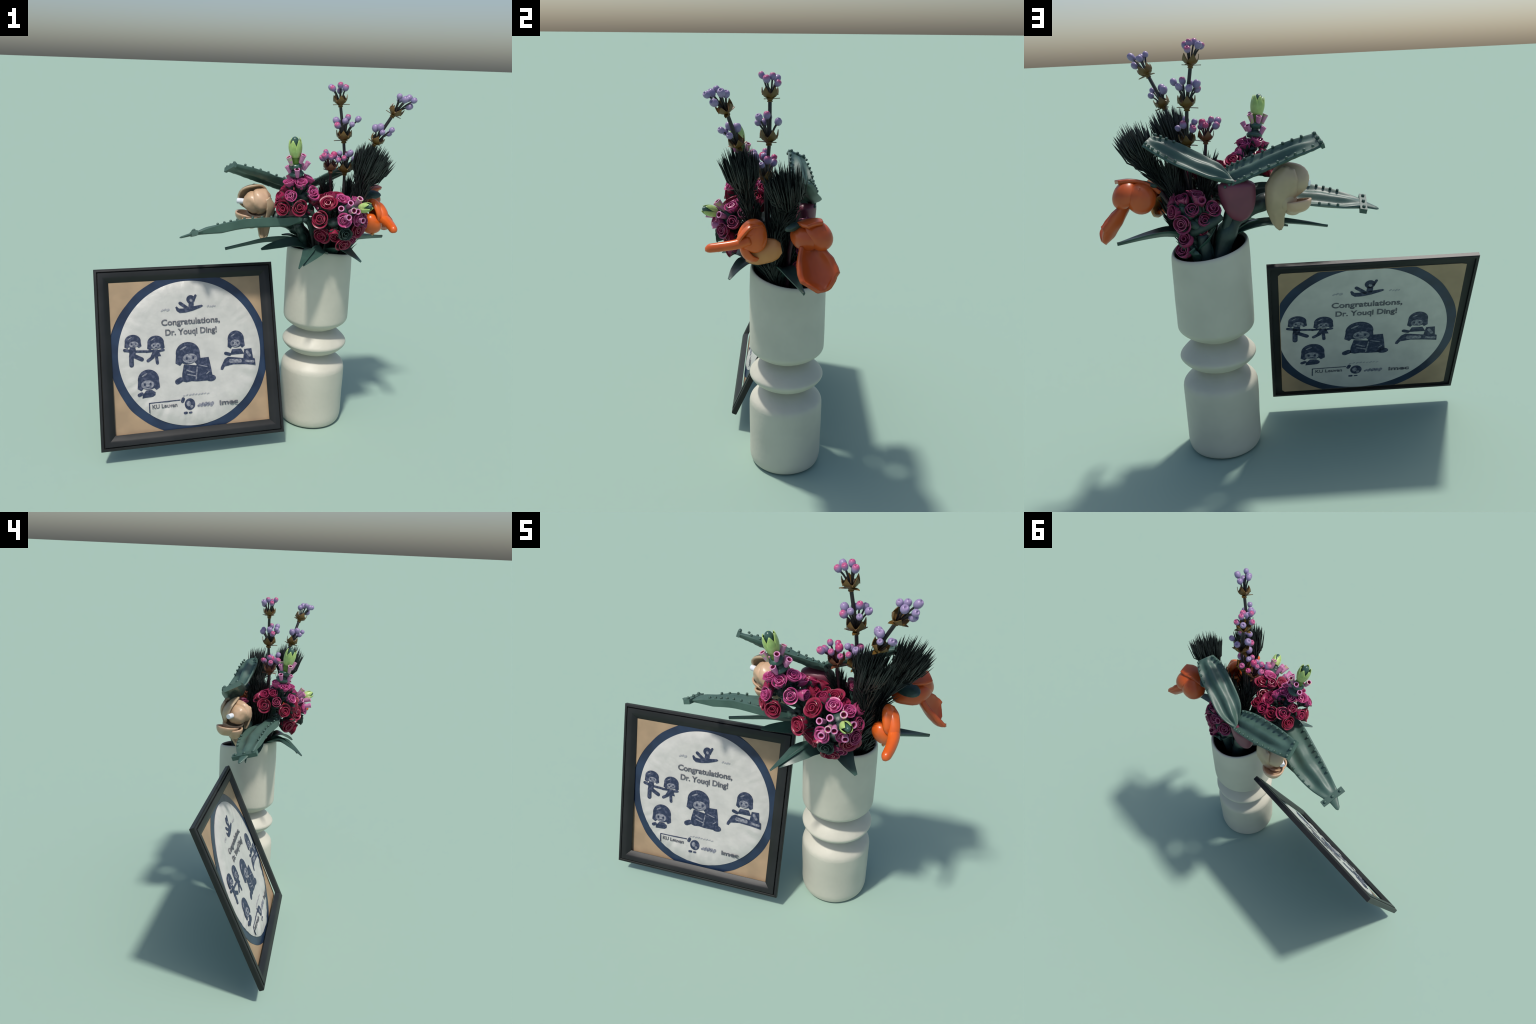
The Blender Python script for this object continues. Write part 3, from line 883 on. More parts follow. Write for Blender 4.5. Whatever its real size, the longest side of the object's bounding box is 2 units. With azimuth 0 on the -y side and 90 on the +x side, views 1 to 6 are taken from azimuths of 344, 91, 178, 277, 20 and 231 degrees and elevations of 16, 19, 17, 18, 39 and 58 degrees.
small_leaf([(0.37, 0.04, 0.98), (0.35, -0.06, 1.09), (0.30, -0.13, 1.122), (0.235, -0.195, 1.105), (0.175, -0.241, 1.077)], 0.068, fold=0.3, thick=0.014,
           prof=[(0, 0.6), (0.35, 0.95), (0.6, 1.0), (0.85, 0.5), (1, 0.14)], up=(0.2, -0.6, 1))
small_leaf([(0.40, 0.05, 0.98), (0.41, -0.04, 1.085), (0.44, -0.10, 1.118), (0.48, -0.145, 1.096), (0.527, -0.179, 1.062)], 0.100, fold=0.25, thick=0.014,
           prof=[(0, 0.6), (0.3, 0.95), (0.55, 1.0), (0.8, 0.55), (1, 0.16)], up=(0.2, -0.3, 1))
small_leaf([(0.43, 0.07, 0.98), (0.50, 0.065, 1.092), (0.58, 0.085, 1.122), (0.68, 0.115, 1.121), (0.809, 0.163, 1.108)], 0.088, fold=0.55, thick=0.026,
           prof=[(0, 0.5), (0.3, 0.9), (0.5, 1.0), (0.75, 0.6), (1, 0.12)], up=(0.3, 0.15, 1))
small_leaf([(0.42, 0.06, 0.98), (0.47, 0.01, 1.10), (0.52, 0.0, 1.15), (0.56, 0.01, 1.17)], 0.09, fold=0.3, thick=0.012, up=(0.5, 0, 1))
small_leaf([(0.34, 0.11, 0.98), (0.28, 0.10, 1.10), (0.22, 0.09, 1.15), (0.15, 0.07, 1.165)], 0.06, fold=0.3, thick=0.012)
small_leaf([(0.40, 0.15, 0.95), (0.40, 0.19, 1.06), (0.38, 0.20, 1.12), (0.35, 0.19, 1.17)], 0.08, fold=0.3, thick=0.012)
small_leaf([(0.43, 0.15, 0.95), (0.45, 0.20, 1.03), (0.46, 0.225, 1.06), (0.45, 0.235, 1.09)], 0.06, fold=0.3, thick=0.012)

# thick crooked stem that carries the cream flower and the long leaf
g = Geo()
P = spline([(0.35, 0.14, 0.90), (0.325, 0.150, 1.06), (0.290, 0.145, 1.15), (0.235, 0.120, 1.210), (0.165, 0.095, 1.235), (0.095, 0.090, 1.268)], 26)
g.tube(P, [lerp(0.047, 0.036, i / 25) + 0.005 * math.sin(i * 0.9) for i in range(26)], 16)
g.tube(spline([(0.47, 0.19, 1.150), (0.42, 0.205, 1.170), (0.36, 0.205, 1.200), (0.325, 0.19, 1.225)], 12), 0.024, 12)
g.tube(spline([(0.40, 0.17, 0.95), (0.405, 0.185, 1.06), (0.41, 0.19, 1.14)], 10), 0.030, 12)
P = spline([(0.34, 0.08, 0.90), (0.30, 0.05, 1.06), (0.255, 0.02, 1.16), (0.215, -0.03, 1.22), (0.19, -0.06, 1.262)], 22)
g.tube(P, [0.022 + 0.003 * math.sin(i * 1.3) for i in range(22)], 12)
P = spline([(0.37, 0.14, 0.90), (0.335, 0.16, 1.08), (0.29, 0.17, 1.20), (0.265, 0.18, 1.31)], 18)
g.tube(P, 0.020, 10)
for c, r in [((0.225, -0.085, 1.300), 0.022), ((0.215, -0.115, 1.292), 0.018), ((0.14, 0.08, 1.25), 0.04), ((0.24, 0.10, 1.19), 0.042), 
             ((0.275, 0.195, 1.345), 0.026), ((0.15, -0.09, 1.39), 0.03), ((0.16, -0.04, 1.40), 0.03), ((0.19, -0.13, 1.42), 0.03), ((0.36, -0.16, 1.28), 0.035), ((0.42, -0.17, 1.26), 0.035)]:
    g.ellipsoid(c, (r, r * 0.9, r * 0.8), None, 14, 10)
make("green_stem", g.v, g.f, M["trunk"], bouquet)
# thin dark stems rising from the mouth
g = Geo()
for p0, p1 in [((0.35, 0.02, 0.95), (0.262, -0.06, 1.27)), ((0.36, 0.0, 0.95), (0.285, -0.09, 1.24)), ((0.44, 0.05, 0.95), (0.56, -0.02, 1.22)),
               ((0.40, 0.1, 0.95), (0.33, 0.14, 1.24)), ((0.42, 0.1, 0.95), (0.36, 0.08, 1.28))]:
    g.tube(spline([p0, V3(p0).lerp(V3(p1), 0.5) + V3((0, 0, 0.03)), p1], 10), 0.012, 8)
make("dark_stem", g.v, g.f, M["stem"], bouquet)

# wine-coloured bell hanging under the base of the long leaves
g = Geo()
rows = []
bell_c = V3((0.243, 0.180, 1.352))
for i in range(5):   # domed shoulder
    q = i / 5
    row = []
    for j in range(28):
        a = 2 * math.pi * j / 28
        R = 0.085 * math.sin(math.pi / 2 * (0.05 + 0.95 * q))
        row.append(bell_c + V3((R * math.cos(a), R * 0.62 * math.sin(a), 0.030 * math.cos(math.pi / 2 * q))))
    rows.append(row)
for i in range(15):
    t = i / 14
    R = 0.083 * (1 - t ** 2.4) ** 0.55 + 0.002
    row = []
    for j in range(28):
        a = 2 * math.pi * j / 28
        row.append(bell_c + V3((R * math.cos(a) - 0.008 * t, R * 0.62 * math.sin(a), -0.165 * t)))
    rows.append(row)
g.grid(rows, closed=True, cap0=True, cap1=True)
make("bell_flower", g.v, g.f, M["wine"], bouquet)


# =================================================================== ORANGE FLOWERS
def shell(name, c, rad, d, parent, mat, w=(-0.2, math.pi / 2), thick=0.010, roll=0.0, u=(0, 2 * math.pi), dent=0.0, seed=0):
    """Open petal shell: cap of an ellipsoid whose pole looks along d."""
    g = Geo()
    rot = aim(d, roll).to_3x3()
    g.ellipsoid((0, 0, 0), rad, None, 28, 14, u, w)
    vs = []
    for v in g.v:
        k = 1 + dent * noise.noise(v * 14 + V3((seed, 0, 0)))
        vs.append(V3(c) + rot @ (v * k))
    ob = make(name, vs, g.f, mat, parent)
    thicken(ob, thick)
    return ob


def ribbon(name, spine, widths, side, cup, thick, parent, mat, n=24, m=11, lip=0.0):
    """Petal strip: spine, width along it, trough depth `cup` (towards side x tangent)."""
    P = spline(spine, n)
    g = Geo()
    rows = []
    for i, p in enumerate(P):
        t = (P[min(i + 1, n - 1)] - P[max(i - 1, 0)]).normalized()
        sd = V3(side)
        sd = (sd - t * sd.dot(t)).normalized()
        nn = sd.cross(t).normalized()
        u = i / (n - 1)
        w = interp(widths, u) * 0.5
        c = cup * w
        rows.append([p + sd * (s * w) + nn * (c * s * s + lip * noise.noise(V3((u * 5, s * 2, 3)))) for s in [k / (m - 1) * 2 - 1 for k in range(m)]])
    g.grid(rows)
    ob = make(name, g.v, g.f, mat, parent)
    thicken(ob, thick)
    return ob


# big one, hanging on the +x +y side
g = Geo()
g.tube(spline([(0.47, 0.09, 0.98), (0.53, 0.10, 1.20), (0.59, 0.125, 1.33), (0.645, 0.155, 1.365)], 16), 0.011, 8)
fl = make("orange_flower", g.v, g.f, M["stem_red"], bouquet)
shell("petal", (0.673, 0.212, 1.326), (0.064, 0.068, 0.062), (-0.15, 0.55, 0.6), fl, M["orange_deep"], (-0.55, math.pi / 2), 0.009, dent=0.10)
shell("petal", (0.735, 0.220, 1.348), (0.052, 0.066, 0.046), (0.6, 0.35, 0.6), fl, M["orange_deep"], (-0.55, math.pi / 2), 0.009, roll=0.3, dent=0.10, seed=3)
shell("petal", (0.700, 0.162, 1.326), (0.088, 0.050, 0.052), (0.25, -0.6, 0.35), fl, M["orange_deep"], (-0.5, math.pi / 2), 0.009, dent=0.12, seed=5)
ribbon("petal", [(0.598, 0.140, 1.336), (0.655, 0.160, 1.384), (0.715, 0.180, 1.404), (0.770, 0.205, 1.405)], [(0, 0.05), (0.3, 0.085), (0.8, 0.095), (1, 0.07)], (-0.3, 0.7, 0.1), 0.1, 0.016, fl, M["orange_deep"])
ribbon("lip_petal", [(0.728, 0.190, 1.300), (0.752, 0.198, 1.248), (0.783, 0.210, 1.200), (0.815, 0.224, 1.160), (0.846, 0.240, 1.134)],
       [(0, 0.09), (0.15, 0.115), (0.35, 0.150), (0.55, 0.166), (0.75, 0.164), (0.78, 0.144), (0.9, 0.115), (1.0, 0.06)], (-0.05, 1, -0.06), -0.70, 0.016, fl, M["orange_deep"], lip=0.006)
g = Geo()
g.ellipsoid((0.672, 0.135, 1.372), (0.085, 0.042, 0.020), aim((-0.25, -0.35, 0.9)).to_3x3(), 20, 12)
make("sepal_base", g.v, g.f, M["calyx_green"], fl)

# smaller one at the front right
g = Geo()
g.tube(spline([(0.46, 0.05, 0.98), (0.50, 0.0, 1.14), (0.55, -0.02, 1.215), (0.61, -0.02, 1.26)], 16), 0.012, 8)
fl = make("orange_flower", g.v, g.f, M["stem_red"], bouquet)
shell("petal", (0.640, -0.066, 1.312), (0.062, 0.069, 0.030), (0.9, -0.05, 0.30), fl, M["orange"], (-0.45, math.pi / 2), 0.012, dent=0.16, seed=2)
ribbon("petal", [(0.630, -0.095, 1.238), (0.640, -0.060, 1.238), (0.650, -0.010, 1.248), (0.655, 0.035, 1.258), (0.650, 0.062, 1.262)],
       [(0, 0.085), (0.3, 0.11), (0.6, 0.10), (0.85, 0.075), (1, 0.04)], (-0.35, 0, 1), 0.55, 0.012, fl, M["peach"])
shell("petal", (0.618, -0.072, 1.250), (0.052, 0.060, 0.040), (-0.4, -0.6, -0.45), fl, M["orange"], (-0.5, math.pi / 2), 0.010, dent=0.14, seed=9)
ribbon("petal", [(0.630, -0.020, 1.358), (0.650, -0.075, 1.362), (0.668, -0.115, 1.325), (0.672, -0.135, 1.285)], [(0, 0.03), (0.4, 0.046), (1, 0.040)], (1, 0.2, 0.1), 0.5, 0.014, fl, M["orange"])
g = Geo()
P = spline([(0.660, -0.075, 1.290), (0.674, -0.135, 1.275), (0.672, -0.205, 1.262), (0.661, -0.270, 1.250)], 20)
rows = []
for i, p in enumerate(P):
    t = (P[min(i + 1, 19)] - P[max(i - 1, 0)]).normalized()
    sd = (V3((1, 0, 0.25)) - t * t.dot(V3((1, 0, 0.25)))).normalized()
    nn = sd.cross(t)
    u = i / 19
    kk = 1 if i < 18 else (0.85 if i == 18 else 0.5)
    rw = lerp(0.030, 0.021, u) * kk
    rt = lerp(0.030, 0.026, u) * kk
    # flat-topped, keeled section
    rows.append([p + sd * rw * math.copysign(abs(math.cos(q)) ** 0.7, math.cos(q)) + nn * rt * (math.sin(q) if math.sin(q) < 0 else 0.55 * math.sin(q)) for q in [2 * math.pi * k / 16 for k in range(16)]])
g.grid(rows, closed=True, cap0=True, cap1=True)
make("lip_petal", g.v, g.f, M["orange"], fl)


# =================================================================== CREAM FLOWER
def lumpy(g, c, rad, d, wav, seed):
    k0 = len(g.v)
    g.ellipsoid((0, 0, 0), rad, None, 32, 20)
    rot = aim(d).to_3x3()
    for i in range(k0, len(g.v)):
        v = g.v[i]
        k = 1 + wav * noise.noise(v * 22 + V3((seed, 0, 0))) + 0.4 * wav * noise.noise(v * 55 + V3((0, seed, 0)))
        g.v[i] = V3(c) + rot @ (v * k)


g = Geo()
lumpy(g, (0.030, 0.106, 1.350), (0.066, 0.068, 0.060), (-0.9, 0.25, 0.0), 0.17, 1)
lumpy(g, (-0.004, 0.120, 1.344), (0.061, 0.061, 0.058), (-0.9, 0.35, 0.0), 0.14, 5)
fl = make("cream_flower", g.v, g.f, M["cream"], bouquet)
shell("petal", (0.004, 0.132, 1.345), (0.086, 0.088, 0.080), (0.05, 0.85, 0.40), fl, M["cream_dim"], (0.28, math.pi / 2), 0.010, dent=0.22, seed=1)
ribbon("petal", [(0.005, 0.190, 1.425), (0.030, 0.212, 1.375), (0.055, 0.205, 1.300), (0.072, 0.178, 1.225), (0.066, 0.146, 1.165), (0.052, 0.122, 1.124)],
       [(0, 0.05), (0.12, 0.11), (0.35, 0.145), (0.52, 0.105), (0.70, 0.070), (0.92, 0.042), (1, 0.012)], (1, -0.2, 0.1), -0.40, 0.011, fl, M["cream_dim"], lip=0.008)
shell("petal", (-0.022, 0.166, 1.270), (0.054, 0.068, 0.056), (-0.12, 0.10, -1.0), fl, M["cream"], (0.02, math.pi / 2), 0.009, dent=0.20, seed=6)
shell("petal", (-0.012, 0.134, 1.254), (0.050, 0.050, 0.062), (0.05, -0.15, -1.0), fl, M["cream"], (0.0, math.pi / 2), 0.009, dent=0.20, seed=8)
shell("petal", (0.030, 0.145, 1.285), (0.060, 0.052, 0.060), (0.3, 0.3, -0.8), fl, M["cream_dim"], (-0.1, math.pi / 2), 0.009, dent=0.20, seed=11)
ribbon("petal", [(0.055, 0.050, 1.375), (0.078, 0.048, 1.330), (0.078, 0.060, 1.280), (0.060, 0.075, 1.240)], [(0, 0.03), (0.4, 0.06), (0.8, 0.05), (1, 0.02)], (1, 0.5, 0.2), 0.4, 0.010, fl, M["cream_dim"])
g = Geo()
g.revolve([(0, -0.05), (0.0155, -0.05), (0.0155, -0.003), (0.0135, 0), (0, 0.0005)], 20, Matrix.Translation((-0.090, 0.158, 1.345)) @ aim((-0.92, 0.42, 0.02)))
make("pearl_stud", g.v, g.f, M["pearl"], fl, angle=40)


# =================================================================== THE PICTURE FRAME
FW, FH = 1.004, 0.966
frame = root("picture_frame", (0, 0, 0), "Black square frame with round printed white panel on kraft board", "picture frame", offset=False)
U = V3((1, 0, 0))
W = V3((0, 0.387, 0.885)).normalized()
N = U.cross(W)
frame.matrix_world = Matrix.Translation((-0.8755, -0.2092, 0.0915)) @ Matrix((U, W, N)).transposed().to_4x4()


def moulding(prof, mats, name, jitter=0.0):
    """Mitred square moulding: prof = [(inset, height)], swept round the rectangle."""
    g = Geo()
    rows = []
    for s, z in prof:
        rows.append([(s, s, z), (FW - s, s, z), (FW - s, FH - s, z), (s, FH - s, z)])
    # subdivide sides
    out = []
    for r in rows:
        line = []
        for k in range(4):
            a, b = V3(r[k]), V3(r[(k + 1) % 4])
            for j in range(12):
                p = a.lerp(b, j / 12)
                p.z += jitter * noise.noise(p * 5) if 0 < j else 0
                line.append(p)
        out.append(line)
    g.grid(out, closed=True)
    return make(name, g.v, g.f, mats, frame, angle=25)


T = 0.030
moulding([(0.0765, -0.0180), (0.020, -0.0165), (0.0165, -0.0180), (0.0150, -T), (0.003, -T), (0.0, -T + 0.003), (0.0, -0.004), (0.004, 0.0), (0.0140, 0.0015), (0.0155, 0.0), (0.0155, -0.0075)], M["frame"], "frame_moulding")
moulding([(0.0155, -0.0073), (0.0205, -0.0073)], M["groove"], "frame_groove")
moulding([(0.0205, -0.0075), (0.0205, 0.0025), (0.0220, 0.0045), (0.044, 0.0050), (0.054, 0.0015), (0.0765, -0.0150), (0.0765, -0.0178)], M["frame"], "frame_slip", 0.0)

DC = V3((0.507, 0.483, 0))
DR, RR = 0.397, 0.443
ZB = -0.0180


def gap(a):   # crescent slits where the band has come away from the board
    g1 = 0.010 * max(0, math.sin((a - 0.55) * 2.1)) if 0.55 < a < 2.05 else 0
    g2 = 0.009 * max(0, math.sin((a - 2.35) * 2.6)) if 2.35 < a < 3.5 else 0
    g3 = 0.006 * max(0, math.sin((a - 4.9) * 2.4)) if 4.9 < a < 6.2 else 0
    return g1 + g2 + g3


def side_of_square(a, s):
    c, sn = math.cos(a), math.sin(a)
    k = []
    if c > 1e-6: k.append((FW - s - DC.x) / c)
    if c < -1e-6: k.append((s - DC.x) / c)
    if sn > 1e-6: k.append((FH - s - DC.y) / sn)
    if sn < -1e-6: k.append((s - DC.y) / sn)
    return min(k)


def build_board():
    n = 192
    g = Geo()
    rows = [[], [], [], []]
    for j in range(n):
        a = 2 * math.pi * j / n
        e = side_of_square(a, 0.052)
        # hug the corners exactly
        r = min(RR - 0.004 + gap(a), e - 0.002)
        c, s = math.cos(a), math.sin(a)
        wz = 0.0012 * noise.noise(V3((c * 3, s * 3, 0)))
        for k, (rad, z) in enumerate([(r, ZB + wz), (e, ZB), (e, ZB - 0.004), (r, ZB - 0.004 + wz)]):
            rows[k].append((DC.x + rad * c, DC.y + rad * s, z))
    rows.append(rows[0])
    g.grid(rows, closed=True)
    make("backing_board", g.v, g.f, M["board"], frame, angle=30)


build_board()


def annulus(name, r0, r1, z, th, mat, parent, n=160, clip=0.055, wob=0.0):
    g = Geo()
    rows = [[], [], [], []]
    for j in range(n):
        a = 2 * math.pi * j / n
        c, s = math.cos(a), math.sin(a)
        e = side_of_square(a, clip)
        q = min(r1 + wob * noise.noise(V3((c * 4, s * 4, 5))), e)
        rr = min(r0, e - 0.001)
        for k, (rad, zz) in enumerate([(rr, z), (q, z - abs(th) * 0.15 * (1 if th > 0 else -1)), (q, z - th), (rr, z - th)]):
            rows[k].append((DC.x + rad * c, DC.y + rad * s, zz))
    rows.append(rows[0])
    g.grid(rows, closed=True)
    return make(name, g.v, g.f, mat, parent, angle=30)


annulus("navy_band", 0.36, RR, -0.0150, 0.0075, M["ring"], frame, wob=0.004)


def disc_z(x, y, R, base, h, creased=1.0):
    r = math.hypot(x, y) / R
    a = math.atan2(y, x)
    z = base + h * (1 - max(0, (r - 0.80) / 0.20) ** 2.2)
    if r > 0.72 and creased:
        f = (r - 0.72) / 0.28
        # radial puckers, strongest along the lower edge
        low = 0.35 + 0.65 * max(0, -math.sin(a))
        k = noise.noise(V3((a * 5.2, 3.3, 1.7)))
        z += creased * low * 3.2 * f * (1 - 0.75 * f) * (0.016 * (abs(k) - 0.12) + 0.006 * noise.noise(V3((a * 14, r * 2, 0))))
    z += 0.0008 * noise.noise(V3((x * 9, y * 9, 2)))
    return max(z, base - 0.0002)


def panel(name, R, base, h, mat, parent, centre, creased=1.0, floor=None, clip=None):
    g = Geo()
    n = 220
    rads = [0.02, 0.1, 0.2, 0.3, 0.4, 0.5, 0.6, 0.68, 0.74, 0.79, 0.83, 0.87, 0.90, 0.93, 0.96, 0.985, 1.0]
    rows = []
    for q in rads:
        row = []
        for j in range(n):
            a = 2 * math.pi * j / n
            RRR = R if clip is None else min(R, clip(a))
            x, y = q * RRR * math.cos(a), q * RRR * math.sin(a)
            row.append((centre.x + x, centre.y + y, disc_z(x, y, R, base, h, creased)))
        rows.append(row)
    low = []
    for j in range(n):
        a = 2 * math.pi * j / n
        RRR = R if clip is None else min(R, clip(a))
        low.append((centre.x + RRR * math.cos(a), centre.y + RRR * math.sin(a), floor))
    rows.append(low)
    g.grid(rows, closed=True, cap0=True)
    return make(name, g.v, g.f, mat, parent, angle=50)


PZ, PH = -0.0135, 0.0105
PRINT_Z = PZ + PH + 0.0014
panel("round_panel", DR, PZ, PH, M["disc"], frame, DC, 1.0, -0.0200)


# ------------------------------------------------ printed artwork (stand-in figures and words)
def panel_height(x, y, z):
    """front print lies on the puckered foil; the back print (z about 0) is flat."""
    if z > -0.0015:
        return z
    return max(z, disc_z(x - DC.x, y - DC.y, DR, PZ, PH, 1.0) + 0.0022 + (z - PRINT_Z))


def ell(g, c, rx, ry, z, th=0.0012, rot=0.0, n=28, a0=0.0, a1=2 * math.pi):
    pts = []
    full = a1 - a0 > 6.28
    cnt = n if full else n + 1
    for j in range(cnt):
        a = a0 + (a1 - a0) * j / n
        x, y = rx * math.cos(a), ry * math.sin(a)
        pts.append((c[0] + x * math.cos(rot) - y * math.sin(rot), c[1] + x * math.sin(rot) + y * math.cos(rot)))
    poly(g, pts, z, th)


def poly(g, pts, z, th=0.0012):
    k = len(g.v)
    n = len(pts)
    hs = [panel_height(x, y, z) for x, y in pts]
    g.v += [V3((x, y, h)) for (x, y), h in zip(pts, hs)] + [V3((x, y, h - th * 3)) for (x, y), h in zip(pts, hs)]
    g.f.append(tuple(range(k, k + n)))
    for j in range(n):
        g.f.append((k + (j + 1) % n, k + j, k + n + j, k + n + (j + 1) % n))


def limb(g, p, q, w, z):
    p, q = Vector(p), Vector(q)
    d = (q - p).normalized()
    w *= 1.3 if w > 0.0085 else 1.0
    a = math.atan2(d.y, d.x)
    pts = []
    for k in range(7):
        b = a + math.pi / 2 + math.pi * k / 6
        pts.append((p.x + w * 0.5 * math.cos(b), p.y + w * 0.5 * math.sin(b)))
    for k in range(7):
        b = a - math.pi / 2 + math.pi * k / 6
        pts.append((q.x + w * 0.5 * math.cos(b), q.y + w * 0.5 * math.sin(b)))
    poly(g, pts, z)


def artwork(parent, z):
    """Plain cartoon stand-ins: bob-haired children drawn as navy shapes. Frame-plane coordinates."""
    z1, z2 = z, z + 0.0016

    def figure(draw):
        dk, lt = Geo(), Geo()
        draw(dk, lt)
        ob = make("printed_figure", dk.v, dk.f, M["ink"], parent, smooth=False)
        if lt.f:
            make("figure_detail", lt.v, lt.f, M["ink_soft"], ob, smooth=False)

    def head(d, l, c, rx, ry, look=0.0):
        """bob haircut with a fringe, pale face, two eyes"""
        x, y = c
        ell(d, (x, y + 0.05 * ry), rx, ry * 0.95, z1)
        poly(d, [(x - rx * 0.98, y), (x - rx * 1.06, y - ry * 0.75), (x - rx * 0.70, y - ry * 0.98), (x - rx * 0.45, y - ry * 0.70), (x - rx * 0.4, y)], z1 - 0.0001)
        poly(d, [(x + rx * 0.4, y), (x + rx * 0.45, y - ry * 0.70), (x + rx * 0.70, y - ry * 0.98), (x + rx * 1.06, y - ry * 0.75), (x + rx * 0.98, y)], z1 - 0.0001)
        fx = x + look * rx
        ell(l, (fx, y - ry * 0.42), rx * 0.60, ry * 0.42, z2)
        ell(l, (x - rx * 0.35, y + ry * 0.50), rx * 0.30, ry * 0.07, z2, rot=0.5)
        for sx in (-0.27, 0.27):
            ell(d, (fx + sx * rx, y - ry * 0.38), rx * 0.10, ry * 0.13, z2 + 0.0012)
        limb(d, (fx - rx * 0.10, y - ry * 0.66), (fx + rx * 0.10, y - ry * 0.66), 0.004, z2 + 0.0012)

    def glider(d, l):
        ell(d, (0.520, 0.775), 0.024, 0.024, z1)
        limb(d, (0.537, 0.772), (0.548, 0.795), 0.010, z1)
        limb(d, (0.522, 0.752), (0.520, 0.735), 0.022, z1)
        poly(d, [(0.432, 0.736), (0.440, 0.741), (0.452, 0.728), (0.472, 0.727), (0.500, 0.732), (0.580, 0.742), (0.588, 0.735), (0.575, 0.727), (0.53, 0.712), (0.49, 0.704), (0.455, 0.703), (0.438, 0.716)], z1)
        limb(d, (0.460, 0.757), (0.500, 0.726), 0.014, z1)
        ell(l, (0.522, 0.770), 0.008, 0.009, z2)
    figure(glider)

    def boy(d, l):
        head(d, l, (0.191, 0.565), 0.043, 0.037, 0.1)
        limb(d, (0.188, 0.523), (0.186, 0.495), 0.026, z1)
        limb(d, (0.180, 0.490), (0.179, 0.440), 0.019, z1)
        limb(d, (0.190, 0.490), (0.235, 0.466), 0.017, z1)
        limb(d, (0.186, 0.512), (0.145, 0.522), 0.012, z1)
        limb(d, (0.190, 0.511), (0.262, 0.507), 0.010, z1)
    figure(boy)

    def girl(d, l):
        head(d, l, (0.314, 0.550), 0.045, 0.039)
        poly(d, [(0.300, 0.512), (0.325, 0.512), (0.340, 0.476), (0.282, 0.476)], z1)
        limb(d, (0.296, 0.474), (0.268, 0.456), 0.013, z1)
        limb(d, (0.314, 0.474), (0.318, 0.440), 0.013, z1)
        limb(d, (0.300, 0.508), (0.262, 0.505), 0.010, z1)
        limb(d, (0.325, 0.503), (0.355, 0.508), 0.010, z1)
    figure(girl)

    def reader(d, l):
        head(d, l, (0.487, 0.477), 0.067, 0.064, 0.15)
        poly(d, [(0.462, 0.420), (0.530, 0.410), (0.552, 0.448), (0.602, 0.450), (0.612, 0.395), (0.618, 0.345), (0.59, 0.322), (0.53, 0.322), (0.50, 0.326), (0.47, 0.322), (0.447, 0.330), (0.45, 0.37)], z1)
        limb(d, (0.422, 0.329), (0.440, 0.338), 0.022, z1)
        ell(d, (0.608, 0.334), 0.028, 0.018, z1)
        limb(l, (0.475, 0.388), (0.515, 0.372), 0.007, z2)
        limb(l, (0.478, 0.365), (0.525, 0.352), 0.006, z2)
        limb(l, (0.535, 0.400), (0.525, 0.335), 0.006, z2)
        limb(l, (0.545, 0.410), (0.59, 0.398), 0.005, z2)
        limb(l, (0.585, 0.358), (0.60, 0.37), 0.005, z2)
    figure(reader)

    def typist(d, l):
        head(d, l, (0.763, 0.535), 0.047, 0.050, -0.1)
        poly(d, [(0.738, 0.482), (0.790, 0.482), (0.806, 0.452), (0.725, 0.452)], z1)
        poly(d, [(0.668, 0.388), (0.692, 0.430), (0.712, 0.442), (0.80, 0.428), (0.808, 0.478), (0.850, 0.480), (0.856, 0.425), (0.866, 0.420), (0.868, 0.385), (0.80, 0.394), (0.74, 0.398), (0.690, 0.390), (0.678, 0.372), (0.666, 0.374)], z1)
        limb(d, (0.722, 0.455), (0.700, 0.462), 0.014, z1)
        limb(l, (0.725, 0.418), (0.78, 0.414), 0.016, z2)
        limb(l, (0.822, 0.462), (0.838, 0.44), 0.012, z2)
        limb(l, (0.815, 0.41), (0.855, 0.405), 0.010, z2)
    figure(typist)

    def thinker(d, l):
        head(d, l, (0.265, 0.352), 0.057, 0.057, -0.1)
        poly(d, [(0.250, 0.298), (0.282, 0.298), (0.300, 0.284), (0.298, 0.270), (0.286, 0.262), (0.228, 0.258), (0.232, 0.276)], z1)
        limb(d, (0.212, 0.276), (0.226, 0.282), 0.014, z1)
    figure(thinker)

    def crest(d, l):
        ell(d, (0.483, 0.203), 0.029, 0.031, z1)
        limb(d, (0.443, 0.222), (0.448, 0.234), 0.014, z1)
        limb(d, (0.452, 0.158), (0.462, 0.158), 0.010, z1)
        limb(d, (0.478, 0.157), (0.490, 0.158), 0.008, z1)
        ell(l, (0.476, 0.206), 0.012, 0.015, z2)
        ell(l, (0.492, 0.190), 0.008, 0.008, z2)
    figure(crest)

    def box(d, l):
        limb(d, (0.263, 0.228), (0.263, 0.178), 0.005, z1)
        limb(d, (0.263, 0.228), (0.335, 0.229), 0.005, z1)
        limb(d, (0.335, 0.229), (0.430, 0.230), 0.005, z1)
    figure(box)

    def words(body, x, y, size, mat, width=None, shear=0.0, name="printed_word"):
        cu = bpy.data.curves.new(name, "FONT")
        cu.body = body
        cu.size = size
        cu.extrude = 0.0008
        cu.offset = 0.0012 if size > 0.03 else 0.0006
        cu.resolution_u = 4
        tmp = bpy.data.objects.new("tmp", cu)
        scene.collection.objects.link(tmp)
        dg = bpy.context.evaluated_depsgraph_get()
        me = bpy.data.meshes.new_from_object(tmp.evaluated_get(dg))
        bpy.data.objects.remove(tmp)
        me.name = name
        x0 = min(v.co.x for v in me.vertices)
        x1 = max(v.co.x for v in me.vertices)
        k = width / (x1 - x0) if width else 1
